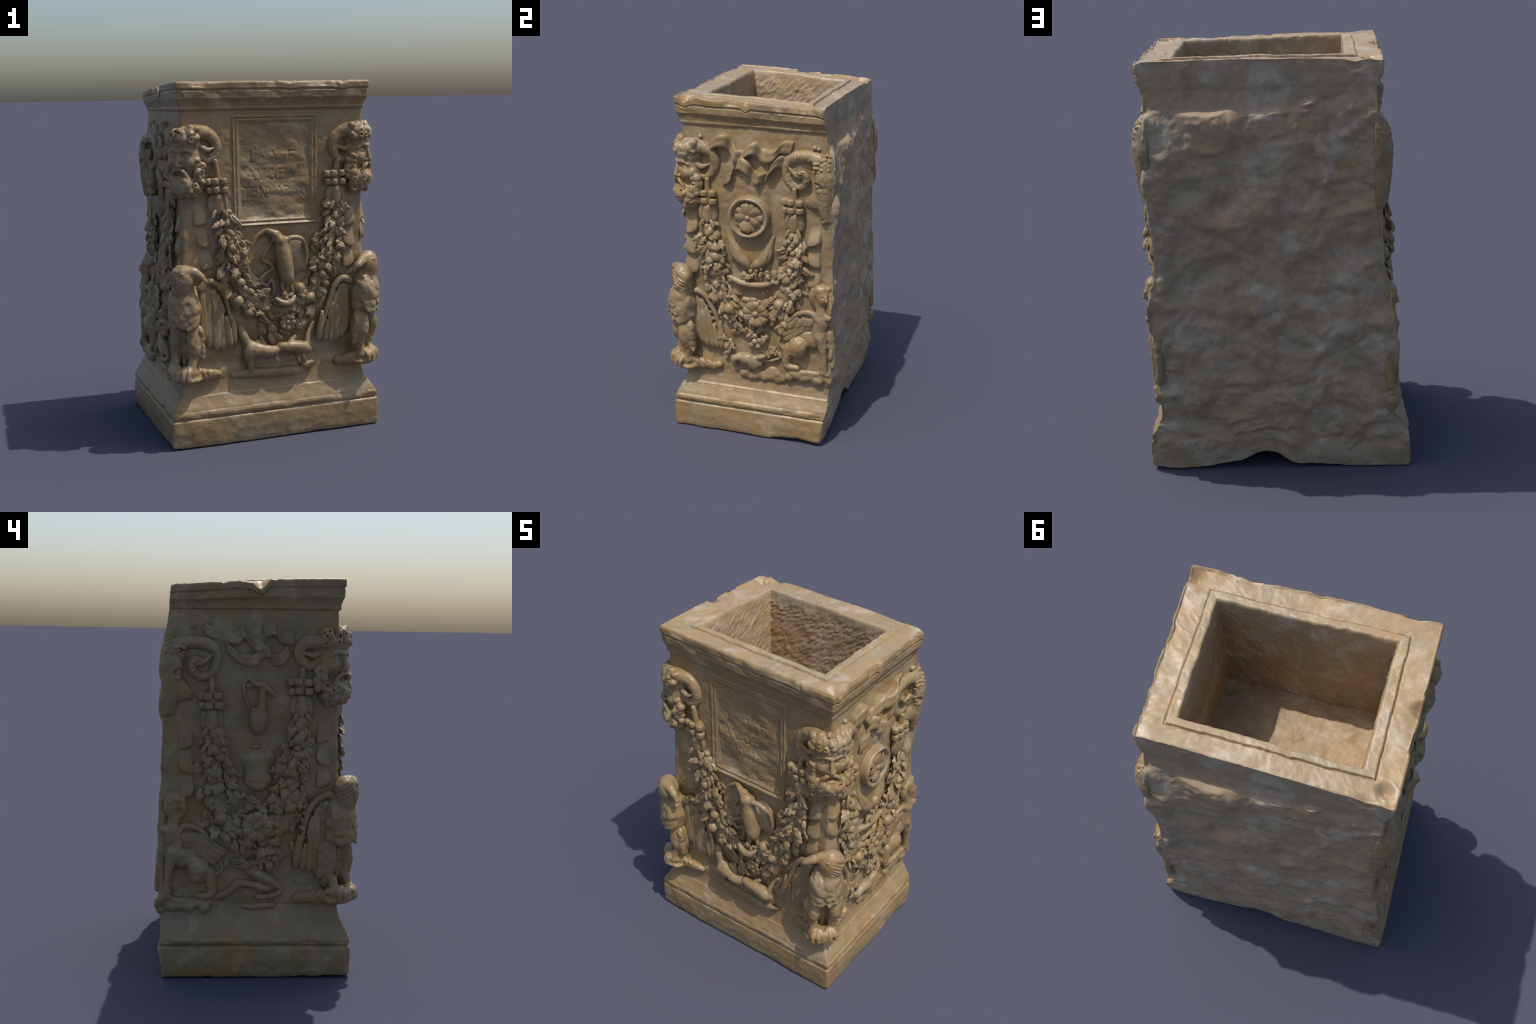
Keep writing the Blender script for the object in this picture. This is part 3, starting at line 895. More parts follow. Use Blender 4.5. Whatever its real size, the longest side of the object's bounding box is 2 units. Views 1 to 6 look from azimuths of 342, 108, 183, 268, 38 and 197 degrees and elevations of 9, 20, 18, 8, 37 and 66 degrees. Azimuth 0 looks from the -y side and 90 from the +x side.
def bearded_head(cn, horns, seed, open_mouth):
    g = empty('bearded_head', altar)
    r = random.Random(seed)
    lo, hi = box_of(cn, (-.27, 1.36, -.16), (.27, 1.80, .15))
    c0 = corner(cn.name, 1.6)
    if cn.name == 'fl':
        hi = np.array([-.26, -.13, 1.80]); lo = np.array([c0[0] - .14, c0[1] - .14, 1.35])
    else:
        lo = np.array([.29, c0[1] - .14, 1.35]); hi = np.array([c0[0] + .14, -.14, 1.80])
    sc = Sculpt(lo, hi, .0037)
    O = lambda o: o * .88 - .041
    def E(fr, c, r_, *a, **k):
        sc.ell(fr, (c[0], c[1], O(c[2])) if fr is cn else c, r_, *a, **k)
    def U(fr, pts, *a, **k):
        sc.tube(fr, [(p[0], p[1], O(p[2]), p[3]) for p in pts] if fr is cn else pts, *a, **k)
    E(cn, (0, 1.585, -.005), (.088, .115, .080), 'face')
    E(cn, (0, 1.668, -.005), (.088, .050, .088), 'face', k=.02)
    for sd in (-1, 1):
        E(cn, (sd * .040, 1.612, .084), (.027, .016, .020), 'face', cut=True, k=.012)
        E(cn, (sd * .038, 1.610, .060), (.019, .012, .014), 'eye', k=.003)
        U(cn, [(sd * .064, 1.626, .050, .009), (sd * .038, 1.641, .074, .011), (sd * .006, 1.634, .084, .010)], 'face', k=.010)
        E(cn, (sd * .046, 1.574, .052), (.028, .030, .024), 'face', k=.014)
        E(cn, (sd * .012, 1.554, .088), (.010, .009, .012), 'nose', k=.006)
        # moustache
        U(cn, [(sd * .004, 1.537, .094, .008), (sd * .026, 1.530, .092, .011), (sd * .044, 1.505, .080, .011), (sd * .050, 1.468, .078, .009)], 'beard', k=.006)
    U(cn, [(0, 1.640, .080, .008), (0, 1.600, .092, .010), (0, 1.560, .103, .014)], 'nose', k=.008)
    E(cn, (0, 1.512, .098), (.026, .011 if open_mouth else .006, .020), 'face', cut=True, k=.006)
    E(cn, (0, 1.496, .084), (.022, .008, .012), 'lip', k=.004)
    # beard mass and curls with drilled eyes
    E(cn, (0, 1.450, .030), (.085, .062, .072), 'beard', k=.02)
    E(cn, (0, 1.420, .005), (.095, .040, .060), 'beard', k=.02)
    curls = []
    for zz, n, rad, out in ((1.478, 5, .066, .092), (1.452, 6, .078, .094), (1.424, 6, .078, .082), (1.400, 5, .066, .064)):
        for i in range(n):
            a = (i / (n - 1) - .5) * 2.3 + r.uniform(-.1, .1)
            if abs(a) < .35 and zz > 1.47:
                continue
            curls.append((rad * math.sin(a) * 1.15, zz + r.uniform(-.006, .006), out * math.cos(a) * .98, .018, 'beard'))
    for sd in (-1, 1):
        for zz in (1.575, 1.545, 1.515, 1.488):
            curls.append((sd * (.083 + r.uniform(-.006, .008)), zz, .022 + r.uniform(-.01, .012), .018, 'beard'))
            curls.append((sd * (.098 + r.uniform(-.006, .008)), zz - .02, -.005 + r.uniform(-.01, .012), .018, 'beard'))
    for zz, n, out in ((1.692, 7, .086), (1.722, 7, .080), (1.745, 6, .056)):
        for i in range(n):
            a = (i / (n - 1) - .5) * 2.2 + r.uniform(-.1, .1)
            curls.append((.094 * math.sin(a), zz + r.uniform(-.008, .008), out * math.cos(a) - .004, .019, 'hair'))
    for t, zz, o, rad, lab in curls:
        rr = rad * r.uniform(1.0, 1.35)
        E(cn, (t, zz, o), (rr * .85, rr * r.uniform(.95, 1.4), rr * 1.1), lab, k=.006, rot=r.uniform(-50, 50))
    for t, zz, o, rad, lab in curls:
        if r.random() < .42:
            ln = math.hypot(t, o) or 1
            E(cn, (t * (1 + .016 / ln), zz + r.uniform(-.006, .006), o + .020), (.0062, .0062, .018), lab, cut=True, k=.003, turn=math.degrees(math.atan2(t, o)))
    # horns and ears on both faces
    for fr, sg, ring, hh in horns:
        ring_horn(sc, fr, ring, .047, .016, 'horn', hh - .008)
        cs = np.mean([p[0] for p in ring[2:]]); cz = np.mean([p[1] for p in ring[2:]])
        U(fr, [(cs - sg * .040, cz + .012, .022, .018), (cs - sg * .008, cz + .000, .026, .015), (cs + sg * .032, cz + .018, .022, .006)], 'ear', k=.005)
        U(fr, [(cs - sg * .030, cz - .014, .012, .014), (cs + sg * .004, cz - .018, .016, .010), (cs + sg * .022, cz - .004, .016, .005)], 'ear', k=.005)
        E(fr, (cs, cz - .012, .020), (.024, .010, .014), 'ear', cut=True, rot=sg * 22, k=.004)
    sc.roughen(.0020, 34, seed)
    sc.build(g)

HORN_FL_FRONT = [(-.470, 1.722, .035), (-.425, 1.731, .020), (-.374, 1.722), (-.338, 1.692), (-.322, 1.650), (-.328, 1.610), (-.352, 1.584), (-.385, 1.582), (-.410, 1.605, .010), (-.415, 1.635, .016)]
HORN_FR_FRONT = [(.486, 1.722, .035), (.440, 1.724, .020), (.397, 1.708), (.363, 1.674), (.354, 1.632), (.372, 1.585), (.410, 1.556), (.448, 1.566, .004), (.466, 1.602, .012), (.458, 1.638, .018)]
HORN_FR_RIGHT = [(-.345, 1.724, .03), (-.303, 1.728, .016), (-.236, 1.706), (-.200, 1.656), (-.210, 1.596), (-.246, 1.556), (-.292, 1.560), (-.318, 1.592, .008), (-.316, 1.628, .014)]
HORN_FL_LEFT = [(.345, 1.694, .03), (.288, 1.690, .012), (.226, 1.684), (.200, 1.634), (.222, 1.586), (.256, 1.566), (.294, 1.592, .006), (.302, 1.632, .012), (.282, 1.655, .014)]
bearded_head(CFL, [(FRONT, 1, HORN_FL_FRONT, .010), (LEFT, -1, HORN_FL_LEFT, .008)], 31, True)
bearded_head(CFR, [(FRONT, -1, HORN_FR_FRONT, .010), (RIGHT, 1, HORN_FR_RIGHT, .010)], 47, False)

# ------------------------------------------------------------------ ram heads on the back corners
def ram_head(fr, m, dz, seed):
    """m mirrors: +1 the back edge lies to the right of the face, -1 to the left"""
    g = empty('ram_head', altar)
    r = random.Random(seed)
    X = lambda s: m * s
    lo, hi = box_of(fr, (min(X(.13), X(.53)), 1.29 + dz, -.015), (max(X(.13), X(.53)), 1.80 + dz, .105))
    sc = Sculpt(lo, hi, .0040)
    def E(s, z, h, r_, lab, rot=0, **k):
        sc.ell(fr, (X(s), z + dz, h - .015), r_, lab, rot=rot * m, **k)
    def U(pts, lab, **k):
        sc.tube(fr, [(X(p[0]), p[1] + dz, p[2] - .015, p[3]) for p in pts], lab, **k)
    E(.425, 1.635, .010, (.055, .085, .062), 'head', k=.02)
    E(.455, 1.60, .0, (.040, .13, .050), 'head', k=.02)
    U([(.425, 1.60, .022, .055), (.428, 1.50, .024, .046), (.432, 1.42, .022, .036), (.436, 1.375, .020, .030)], 'head', k=.02)
    U([(.455, 1.62, .0, .045), (.468, 1.48, .0, .040), (.470, 1.36, .0, .030)], 'head', k=.02)
    E(.385, 1.475, .010, (.050, .060, .040), 'head', rot=-20, k=.02)
    E(.345, 1.452, .004, (.035, .034, .022), 'head', k=.02)
    E(.398, 1.566, .070, (.024, .016, .020), 'head', rot=-25, cut=True, k=.008)
    E(.396, 1.562, .050, (.017, .012, .014), 'eye', k=.003)
    U([(.375, 1.585, .050, .007), (.400, 1.592, .064, .009), (.428, 1.574, .068, .009)], 'head', k=.008)
    U([(.384, 1.540, .050, .005), (.402, 1.532, .062, .006), (.420, 1.542, .064, .005)], 'head', k=.006)
    E(.424, 1.372, .052, (.006, .013, .014), 'head', rot=30, cut=True, k=.004)
    U([(.400, 1.358, .036, .004), (.430, 1.346, .050, .004), (.46, 1.352, .040, .004)], 'head', cut=True, k=.004)
    # wool on the brow
    for i in range(5):
        for j in range(5):
            E(.372 + .020 * i + r.uniform(-.004, .004), 1.640 + .020 * j + .006 * (i % 2) + r.uniform(-.004, .004), .062 - .0012 * (j - 1) ** 2 * 3 - .004 * abs(i - 2), (.012, .011, .014), 'wool', k=.003)
    # ridged horn curling round the ear
    ring = [(.395, 1.705, .022), (.325, 1.712, .012), (.252, 1.702, .008), (.212, 1.668, .006), (.208, 1.612, .006), (.232, 1.560, .008), (.272, 1.542, .012), (.312, 1.556, .024), (.330, 1.596, .042), (.312, 1.628, .048), (.285, 1.622, .050)]
    n = len(ring)
    rad = [.034, .036, .035, .033, .031, .029, .027, .024, .020, .016, .012]
    U([(p[0], p[1], p[2], q) for p, q in zip(ring, rad)], 'horn', k=.006)
    P = curve([(p[0], p[1], p[2], q) for p, q in zip(ring, rad)], 5)
    cx, cz = .272, 1.628
    for i in range(4, len(P) - 4, 1):
        p = P[i]
        dx, dz_ = p[0] - cx, p[1] - cz
        ln = math.hypot(dx, dz_)
        dx, dz_ = dx / ln, dz_ / ln
        U([(p[0] - dx * p[3] * .9, p[1] - dz_ * p[3] * .9, p[2] + p[3] * .62, .0022), (p[0] + dx * p[3] * .2, p[1] + dz_ * p[3] * .2, p[2] + p[3] * 1.04, .0026), (p[0] + dx * p[3] * 1.0, p[1] + dz_ * p[3] * 1.0, p[2] + p[3] * .5, .0022)], 'horn', cut=True, k=.003, n=3)
    U([(.325, 1.612, .035, .014), (.275, 1.612, .040, .016), (.232, 1.648, .044, .006)], 'ear', k=.005)
    sc.tube(fr, [(X(.305), 1.607 + dz, .043, .006), (X(.255), 1.628 + dz, .043, .004)], 'ear', cut=True, k=.004)
    E(.275, 1.63, .0, (.05, .05, .022), 'wool')
    sc.roughen(.0015, 50, seed)
    sc.cut_back(seed)
    sc.build(g)

ram_head(RIGHT, 1, 0.0, 5)
ram_head(LEFT, -1, -.030, 6)

# ------------------------------------------------------------------ eagles on the lower front corners
def wing(fr, m, root, arc, tips, parent, seed, rows=2):
    """root: inner line (s) and heights, arc: leading edge, tips: feather ends"""
    r = random.Random(seed)
    A = np.array(arc)
    lo = (min(A[:, 0].min(), root[0]) - .03, min(A[:, 1].min(), root[1]) - .03, -.012)
    hi = (max(A[:, 0].max(), root[0]) + .03, A[:, 1].max() + .04, .07)
    sc = Sculpt(*box_of(fr, lo, hi), .0045)
    n = len(arc)
    sc.tube(fr, [(p[0], p[1], .006 + .012 * (1 - i / (n - 1)), .022 - .013 * i / (n - 1)) for i, p in enumerate(arc)], 'wing', k=.008)
    # web between the leading edge and the body
    C = curve(arc, 4)
    for p in C[:int(len(C) * .85):2]:
        sc.tube(fr, [(p[0], p[1] - .012, -.009, .013), (root[0], min(p[1] - .03, .86), -.008, .015)], 'wing', k=.012)
    sc.build(parent, 'wing')
    k = len(tips)
    for i, t in enumerate(tips):
        u = i / (k - 1)
        # long feathers fan out from under the leading edge
        b = C[int((1 - u) * .55 * (len(C) - 1) + .30 * (len(C) - 1)) if u < 1 else int(.28 * (len(C) - 1))]
        bs, bz = b[0] * (1 - .55 * u) + root[0] * .55 * u, b[1] - .01 - .03 * u
        if bz - t[1] < .12:
            bz = t[1] + .18
        dx, dz = t[0] - bs, t[1] - bz
        ln = math.hypot(dx, dz)
        put('feather', FEATHER, parent, fr, bs, bz, .013 + .005 * (i % 2) + .002 * u, (ln * .95 if ln < .24 else .23, ln, .15), math.degrees(math.atan2(dz, dx)) - 90, 0, r.uniform(-5, 5))
    for row in range(rows):
        for i in range(5):
            u = (i + .5 * (row % 2)) / 4.6
            p = C[min(int((.12 + .5 * u) * len(C)), len(C) - 1)]
            f = .22 + .26 * row
            s_ = p[0] * (1 - f) + root[0] * f
            z_ = p[1] - .030 - .060 * row
            put('feather', COVERT, parent, fr, s_, z_, .012 + .003 * (1 - row), (.10, .085, .06), 180 + m * r.uniform(2, 16), 0, 0)

def eagle(cn, beak_side, ff, fs, seed):
    """beak_side: sign of t towards which the head is turned"""
    g = empty('eagle', altar)
    r = random.Random(seed)
    c0 = corner(cn.name, .7)
    if cn.name == 'fl':
        lo = np.array([c0[0] - .16, c0[1] - .16, .335]); hi = np.array([-.29, -.13, 1.05])
    else:
        lo = np.array([.33, c0[1] - .16, .335]); hi = np.array([c0[0] + .16, -.13, 1.05])
    sc = Sculpt(lo, hi, .0042)
    dt0 = .014 if cn.name == 'fl' else -.008
    do0 = .0 if cn.name == 'fl' else .012
    tw = lambda z_: .92 if z_ < .88 else 1.0          # narrower below the neck
    fo = lambda z_: .014 if z_ < .47 else 0.0         # the claws reach forward
    def E(fr, c, r_, *a_, **k):
        sc.ell(fr, (c[0] * tw(c[1]) + dt0, c[1], c[2] + do0 + fo(c[1])) if fr is cn else c, r_, *a_, **k)
    def U(fr, pts, *a_, **k):
        sc.tube(fr, [(p[0] * tw(p[1]) + dt0, p[1], p[2] + do0 + fo(p[1]), p[3]) for p in pts] if fr is cn else pts, *a_, **k)
    b = beak_side
    # hooded head with combed feathers, the beak arching down to the ribbon
    ht, ho = (.008, .042) if cn.name == 'fl' else (.026, .020)
    E(cn, (ht, .950, ho), (.070, .078, .062), 'head', k=.02, rot=b * 8)
    E(cn, (ht - b * .004, .905, ho), (.058, .070, .056), 'head', k=.02)
    U(cn, [(ht + b * .010, .988, ho + .008, .034), (ht + b * .058, .990, ho * .8, .028), (b * .100, .968, .016, .022), (b * .122, .938, -.002, .016)], 'beak', k=.014)
    for i in range(6):
        z0 = .978 - .022 * i
        U(cn, [(ht - b * .004, z0 + .018, ho + .060 - .001 * i, .0035), (ht - b * .036, z0 - .008, ho + .050, .0050), (ht - b * .064, z0 - .028, ho + .024, .0040)], 'head', cut=True, k=.006)
    E(cn, (ht + b * .024, .985, ho + .050), (.009, .006, .008), 'eye', k=.003)
    # neck and feathered breast
    E(cn, (0, .860, .005), (.075, .060, .055), 'torso', k=.02)
    E(cn, (0, .785, .004), (.094, .078, .078), 'torso', k=.02)
    E(cn, (0, .720, .0), (.090, .060, .066), 'torso', k=.02)
    for row in range(4):
        zz = .842 - row * .042
        for i in range(5):
            a = (i - 2 + .5 * (row % 2)) * .46 + r.uniform(-.1, .1)
            rad = .082 + .008 * math.sin((row + .6) / 4 * math.pi)
            E(cn, (rad * math.sin(a) * 1.08, zz + r.uniform(-.008, .008), -.004 + rad * math.cos(a) * .92), (.026, .042, .011), 'torso', k=.012, tilt=-22, turn=math.degrees(a), rot=r.uniform(-12, 12))
    E(cn, (b * .092, .905, .004), (.030, .046, .070), 'torso', cut=True, k=.010, rot=-b * 24)
    # feathered thighs and shanks
    for sd in (-1, 1):
        so = {('fr', 1): -.004, ('fr', -1): -.012, ('fl', 1): -.026, ('fl', -1): -.046}[(cn.name, sd)]
        E(cn, (sd * .060, .605, .010 + so), (.040, .105, .060), 'leg', k=.008, rot=sd * 5)
        E(cn, (sd * .058, .525, .0 + so), (.030, .085, .044), 'leg', k=.014)
        for i in range(5):
            E(cn, (sd * (.096), 66e-2 - .034 * i, .006 + so - .003 * i), (.017, .034, .020), 'leg', k=.009, rot=sd * 26)
        U(cn, [(sd * .058, .500, .0, .024), (sd * .058, .450, .002, .024)], 'leg', k=.01)
        E(cn, (sd * .044, .430, -.006), (.046, .030, .046), 'foot', k=.012)
        for dt, do in ((-.034, .004), (0, .014), (.034, .006)):
            U(cn, [(sd * .038 + dt * .5, .452, .020, .016), (sd * .038 + dt * .8, .434, .036 + do, .016), (sd * .038 + dt * .9, .402, .044 + do, .011)], 'foot', k=.006)
    E(cn, (0, .600, -.055), (.060, .15, .055), 'torso', k=.01)
    # low swell that ties the body to the wings on both faces
    for fr, ss in ((ff, -.455 if cn.name == 'fl' else .47), (fs, .345 if cn.name == 'fl' else -.335)):
        E(fr, (ss, .74, -.006), (.060, .16, .016), 'torso', k=.02)
    # rocky stand and the claws that grip it along both faces
    E(cn, (0, .392, -.015), (.100, .028, .070), 'rock', k=.02)
    for fr, s_in, s_out in ((ff, *((-.50, -.350) if cn.name == 'fl' else (.50, .390))), (fs, *((.38, .215) if cn.name == 'fl' else (-.38, -.19)))):
        for i in range(6):
            f = i / 5
            E(fr, (s_in + (s_out - s_in) * f, .398 + r.uniform(-.006, .006), .022 - .016 * f), (.034, .034 - .010 * f, .034 - .012 * f), 'rock', k=.014, rot=r.uniform(-40, 40))
        for i in range(4):
            f = .15 + .22 * i
            ss = s_in + (s_out - s_in) * f
            dv = .018 * (1 if s_out > s_in else -1)
            U(fr, [(ss - dv, .446 - .010 * i, .030 - .005 * i, .014), (ss, .436 - .010 * i, .048 - .009 * i, .014), (ss + dv, .410 - .010 * i, .044 - .009 * i, .010)], 'foot', k=.007)
    sc.roughen(.0030, 32, seed)
    sc.build(g)
    return g

e1 = eagle(CFL, 1, FRONT, LEFT, 3)
wing(FRONT, 1, (-.47, .66), [(-.43, .885), (-.395, .922), (-.345, .905), (-.300, .850), (-.275, .760), (-.258, .660), (-.244, .580)],
     [(-.236, .545), (-.268, .535), (-.305, .522), (-.345, .526), (-.385, .545), (-.42, .575)], e1, 8)
wing(LEFT, -1, (.42, .66), [(.405, .905), (.365, .930), (.300, .895), (.258, .825), (.236, .720), (.222, .630), (.212, .570)],
     [(.202, .545), (.235, .535), (.270, .525), (.305, .525), (.340, .54), (.38, .56)], e1, 9)
e2 = eagle(CFR, -1, FRONT, RIGHT, 4)
wing(FRONT, -1, (.47, .66), [(.455, .865), (.410, .880), (.362, .835), (.332, .760), (.308, .680), (.290, .610), (.280, .560)],
     [(.268, .520), (.302, .512), (.340, .513), (.375, .515), (.405, .528), (.43, .56)], e2, 10)
wing(RIGHT, 1, (-.40, .66), [(-.375, .845), (-.325, .868), (-.270, .845), (-.228, .780), (-.195, .705), (-.180, .630), (-.170, .560)],
     [(-.164, .510), (-.190, .512), (-.220, .515), (-.250, .520), (-.28, .535), (-.315, .56)], e2, 12)

# ------------------------------------------------------------------ sphinxes by the back edges
def sphinx(fr, m, dz, ds, seed):
    g = empty('sphinx', altar)
    r = random.Random(seed)
    X = lambda s: m * (s + ds)
    lo, hi = box_of(fr, (min(X(.11), X(.56)), .33 + dz, -.014), (max(X(.11), X(.56)), 1.03 + dz, .11))
    sc = Sculpt(lo, hi, .0042)
    def E(s, z, h, r_, lab, rot=0, **k):
        sc.ell(fr, (X(s), z + dz, h - .014), r_, lab, rot=rot * m, **k)
    def U(pts, lab, **k):
        sc.tube(fr, [(X(p[0]), p[1] + dz, p[2] - .012, p[3]) for p in pts], lab, **k)
    E(.440, .920, .030, (.040, .056, .042), 'head')
    E(.425, .955, .024, (.052, .042, .044), 'hair', k=.008)
    U([(.385, .955, .03, .022), (.380, .915, .03, .024), (.392, .875, .024, .018)], 'hair', k=.008)
    U([(.470, .975, .03, .014), (.482, .940, .02, .012)], 'hair', k=.006)
    E(.446, .928, .074, (.010, .007, .010), 'head', cut=True, k=.005)
    E(.472, .926, .062, (.008, .006, .010), 'head', cut=True, k=.005)
    U([(.462, .935, .062, .006), (.468, .908, .068, .008)], 'head', k=.005)
    U([(.446, .893, .066, .003), (.470, .892, .062, .003)], 'head', cut=True, k=.003)
    U([(.428, .87, .026, .028), (.430, .80, .026, .034)], 'neck', k=.014)
    E(.438, .775, .022, (.050, .062, .046), 'torso', k=.02)
    E(.476, .805, .050, (.022, .022, .022), 'torso')
    E(.425, .700, .020, (.050, .080, .040), 'torso', k=.02)
    E(.365, .650, .012, (.075, .050, .036), 'torso', rot=-35, k=.02)
    E(.300, .590, .024, (.058, .072, .052), 'hindleg', rot=12, k=.016)
    E(.318, .608, .052, (.034, .038, .026), 'hindleg', k=.016)
    U([(.250, .58, .020, .035), (.232, .50, .022, .026), (.245, .465, .030, .022), (.300, .462, .034, .016)], 'hindleg', k=.01)
    U([(.430, .680, .034, .036), (.448, .610, .036, .026), (.458, .540, .036, .021), (.460, .470, .036, .020)], 'foreleg', k=.012)
    U([(.480, .700, .014, .030), (.498, .60, .012, .024), (.505, .50, .014, .022)], 'foreleg', k=.012)
    U([(.455, .455, .036, .020), (.480, .448, .038, .016)], 'foreleg', k=.01)
    U([(.215, .56, .014, .014), (.180, .60, .016, .012), (.195, .64, .014, .010)], 'tail', k=.006)
    # rocky ground
    for i in range(14):
        E(.25 + .02 * i, .408 + r.uniform(-.016, .016), .012 + r.uniform(0, .014), (.030, .028, .030), 'rock', rot=r.uniform(-40, 40), k=.010)
    U([(.255, .432, .020, .016), (.36, .436, .026, .016), (.49, .440, .024, .018)], 'rock', k=.01)
    sc.roughen(.002, 42, seed)
    sc.cut_back(seed)
    sc.build(g)
    # wing with swept feathers
    arc = [(X(.410), .785 + dz), (X(.380), .815 + dz), (X(.330), .815 + dz), (X(.275), .785 + dz), (X(.225), .730 + dz), (X(.165), .690 + dz)]
    w = Sculpt(*box_of(fr, (min(X(.13), X(.44)), .60 + dz, -.012), (max(X(.13), X(.44)), .86 + dz, .07)), .0045)
    n = len(arc)
    w.tube(fr, [(p[0], p[1], .026 - .012 * i / n, .020 - .012 * i / n) for i, p in enumerate(arc)], 'wing', k=.008)
    w.ell(fr, (X(.34), .74 + dz, .002), (.075, .06, .026), 'wing', k=.015, rot=m * 20)
    w.build(g, 'wing')
    for i in range(6):
        u = i / 5
        bs, bz = .36 - .02 * u, .760 - .045 * u
        ts, tz = .150 + .062 * u, .685 - .062 * u
        dx, dzz = X(ts) - X(bs), tz - bz
        ln = math.hypot(dx, dzz)
        put('feather', FEATHER, g, fr, X(bs), bz + dz, .014 + .003 * (i % 2), (.17, ln, .17), math.degrees(math.atan2(dzz, dx)) - 90, 0, 0)
    for i in range(6):
        put('feather', COVERT, g, fr, X(.385 - .022 * i), .785 + dz - .006 * i * (i % 2), .026, (.07, .06, .06), 180 - m * 30, 0, 0)

sphinx(RIGHT, 1, 0, 0, 14)
sphinx(LEFT, -1, -.055, -.012, 15)

# ------------------------------------------------------------------ garlands of the three sides
tie(FRONT, -.322, 1.575, 1.466, ds=.012)
tie(FRONT, .370, 1.560, 1.484, ds=-.012)
tie(RIGHT, -.240, 1.545, 1.468)
tie(RIGHT, .262, 1.530, 1.458)
tie(LEFT, -.228, 1.500, 1.416)
tie(LEFT, .218, 1.555, 1.492)

garland(FRONT, [(-.272, 1.30, .026), (-.268, 1.207, .038), (-.256, 1.131, .046), (-.256, 1.049, .050), (-.246, .973, .052), (-.216, .895, .056), (-.170, .832, .060), (-.118, .778, .058), (-.048, .742, .052),
                (.037, .726, .050), (.122, .748, .052), (.198, .795, .058), (.243, .850, .056), (.276, .910, .052), (.304, .985, .050), (.340, 1.076, .046), (.355, 1.159, .040), (.366, 1.246, .034), (.374, 1.33, .026)], 71,
        [(.144, .847, .062, .031, 1), (-.224, .800, .050, .034, 1), (-.206, .900, .055, .030, 0), (-.158, .728, .036, .032, 0), (.285, .915, .060, .028, 0), (.255, .985, .055, .020, 0), (-.256, 1.10, .055, .026, 4),
         (.205, .790, .060, .030, 2), (.305, .86, .045, .024, 0), (-.262, 1.185, .05, .026, 3), (-.15, .85, .06, .026, 2)])
garland(RIGHT, [(-.248, 1.30, .026), (-.230, 1.24, .036), (-.213, 1.163, .046), (-.212, 1.088, .052), (-.200, 1.0, .056), (-.178, .909, .058), (-.140, .838, .064), (-.085, .782, .072), (-.025, .755, .076),
                (.050, .742, .078), (.118, .755, .074), (.172, .800, .066), (.212, .865, .060), (.240, .936, .056), (.260, 1.032, .052), (.266, 1.10, .048), (.266, 1.169, .042), (.268, 1.237, .034), (.270, 1.30, .026)], 72,
        [(-.111, .785, .062, .036, 1), (.186, .847, .055, .034, 1), (.250, .822, .045, .028, 0), (-.227, 1.240, .050, .028, 2), (-.223, 1.07, .055, .028, 4), (.240, .94, .050, .028, 2), (.285, .93, .04, .026, 0), (.266, 1.10, .055, .024, 4), (-.19, .93, .05, .026, 2)])
garland(LEFT, [(-.222, 1.27, .026), (-.216, 1.18, .036), (-.203, 1.11, .046), (-.206, 1.010, .052), (-.203, .913, .056), (-.172, .808, .064), (-.106, .752, .074), (0, .722, .078),
               (.108, .735, .074), (.165, .790, .066), (.172, .878, .058), (.164, .973, .054), (.182, 1.076, .050), (.202, 1.170, .042), (.213, 1.24, .034), (.215, 1.32, .026)], 73,
        [(-.175, .805, .060, .034, 0), (.172, .862, .055, .036, 2), (-.214, 1.150, .050, .030, 1), (.204, 1.208, .050, .032, 2), (-.17, 1.15, .035, .022, 0)])

# flowers and low sprigs around the swags
fl = empty('flower', altar)
flower(RIGHT, .052, .778, .026, .082, fl, 9, .26)
fl = empty('flower', altar)
flower(LEFT, .004, .768, .030, .078, fl, 9, .28)
fl = empty('flower', altar)
flower(FRONT, .069, .655, .018, .050, fl, 8, .28)
fl = empty('flower', altar)
flower(RIGHT, .042, .596, .014, .052, fl, 5, .34)

def sprig(fr, s, z, s2, z2, n, seed, size=.05, h=.012):
    g = empty('sprig', altar)
    r = random.Random(seed)
    for i in range(n):
        u = i / max(n - 1, 1)
        put('leaf', r.choice(LEAVES), g, fr, s + (s2 - s) * u + r.uniform(-.012, .012), z + (z2 - z) * u + r.uniform(-.012, .012), h + r.uniform(-.003, .006),
            size * r.uniform(.8, 1.25), r.uniform(100, 260), r.uniform(-4, 16), r.uniform(-15, 15))
    for i in range(n // 2):
        u = r.random()
        put('fruit', r.choice(FRUITS), g, fr, s + (s2 - s) * u + r.uniform(-.02, .02), z + (z2 - z) * u + r.uniform(-.02, .02), h, size * r.uniform(.22, .34), r.uniform(0, 360), 40)

sprig(FRONT, -.10, .66, .0, .58, 9, 1, .06, .006)
sprig(FRONT, .03, .62, .17, .66, 9, 2, .055, .010)
sprig(FRONT, .0, .80, .12, .80, 8, 21, .045, .030)
sprig(FRONT, -.19, 1.13, -.15, 1.10, 4, 22, .05, .004)
sprig(FRONT, .22, 1.10, .27, 1.15, 5, 23, .055, .010)
sprig(RIGHT, -.16, .62, -.10, .52, 9, 3, .045, .006)
sprig(RIGHT, -.06, .64, .12, .64, 9, 4, .055, .010)
sprig(RIGHT, -.04, 1.005, .165, 1.045, 11, 5, .05, .022)
sprig(RIGHT, .11, .53, .19, .55, 8, 6, .045, .008)
sprig(RIGHT, -.11, .90, -.08, .84, 5, 7, .055, .010)
sprig(RIGHT, .15, .88, .17, .84, 5, 8, .05, .010)
sprig(LEFT, -.14, .60, -.06, .59, 7, 9, .045, .010)
sprig(LEFT, -.03, .58, .06, .60, 8, 10, .055, .014)
sprig(LEFT, .07, .60, .15, .64, 9, 11, .05, .010)
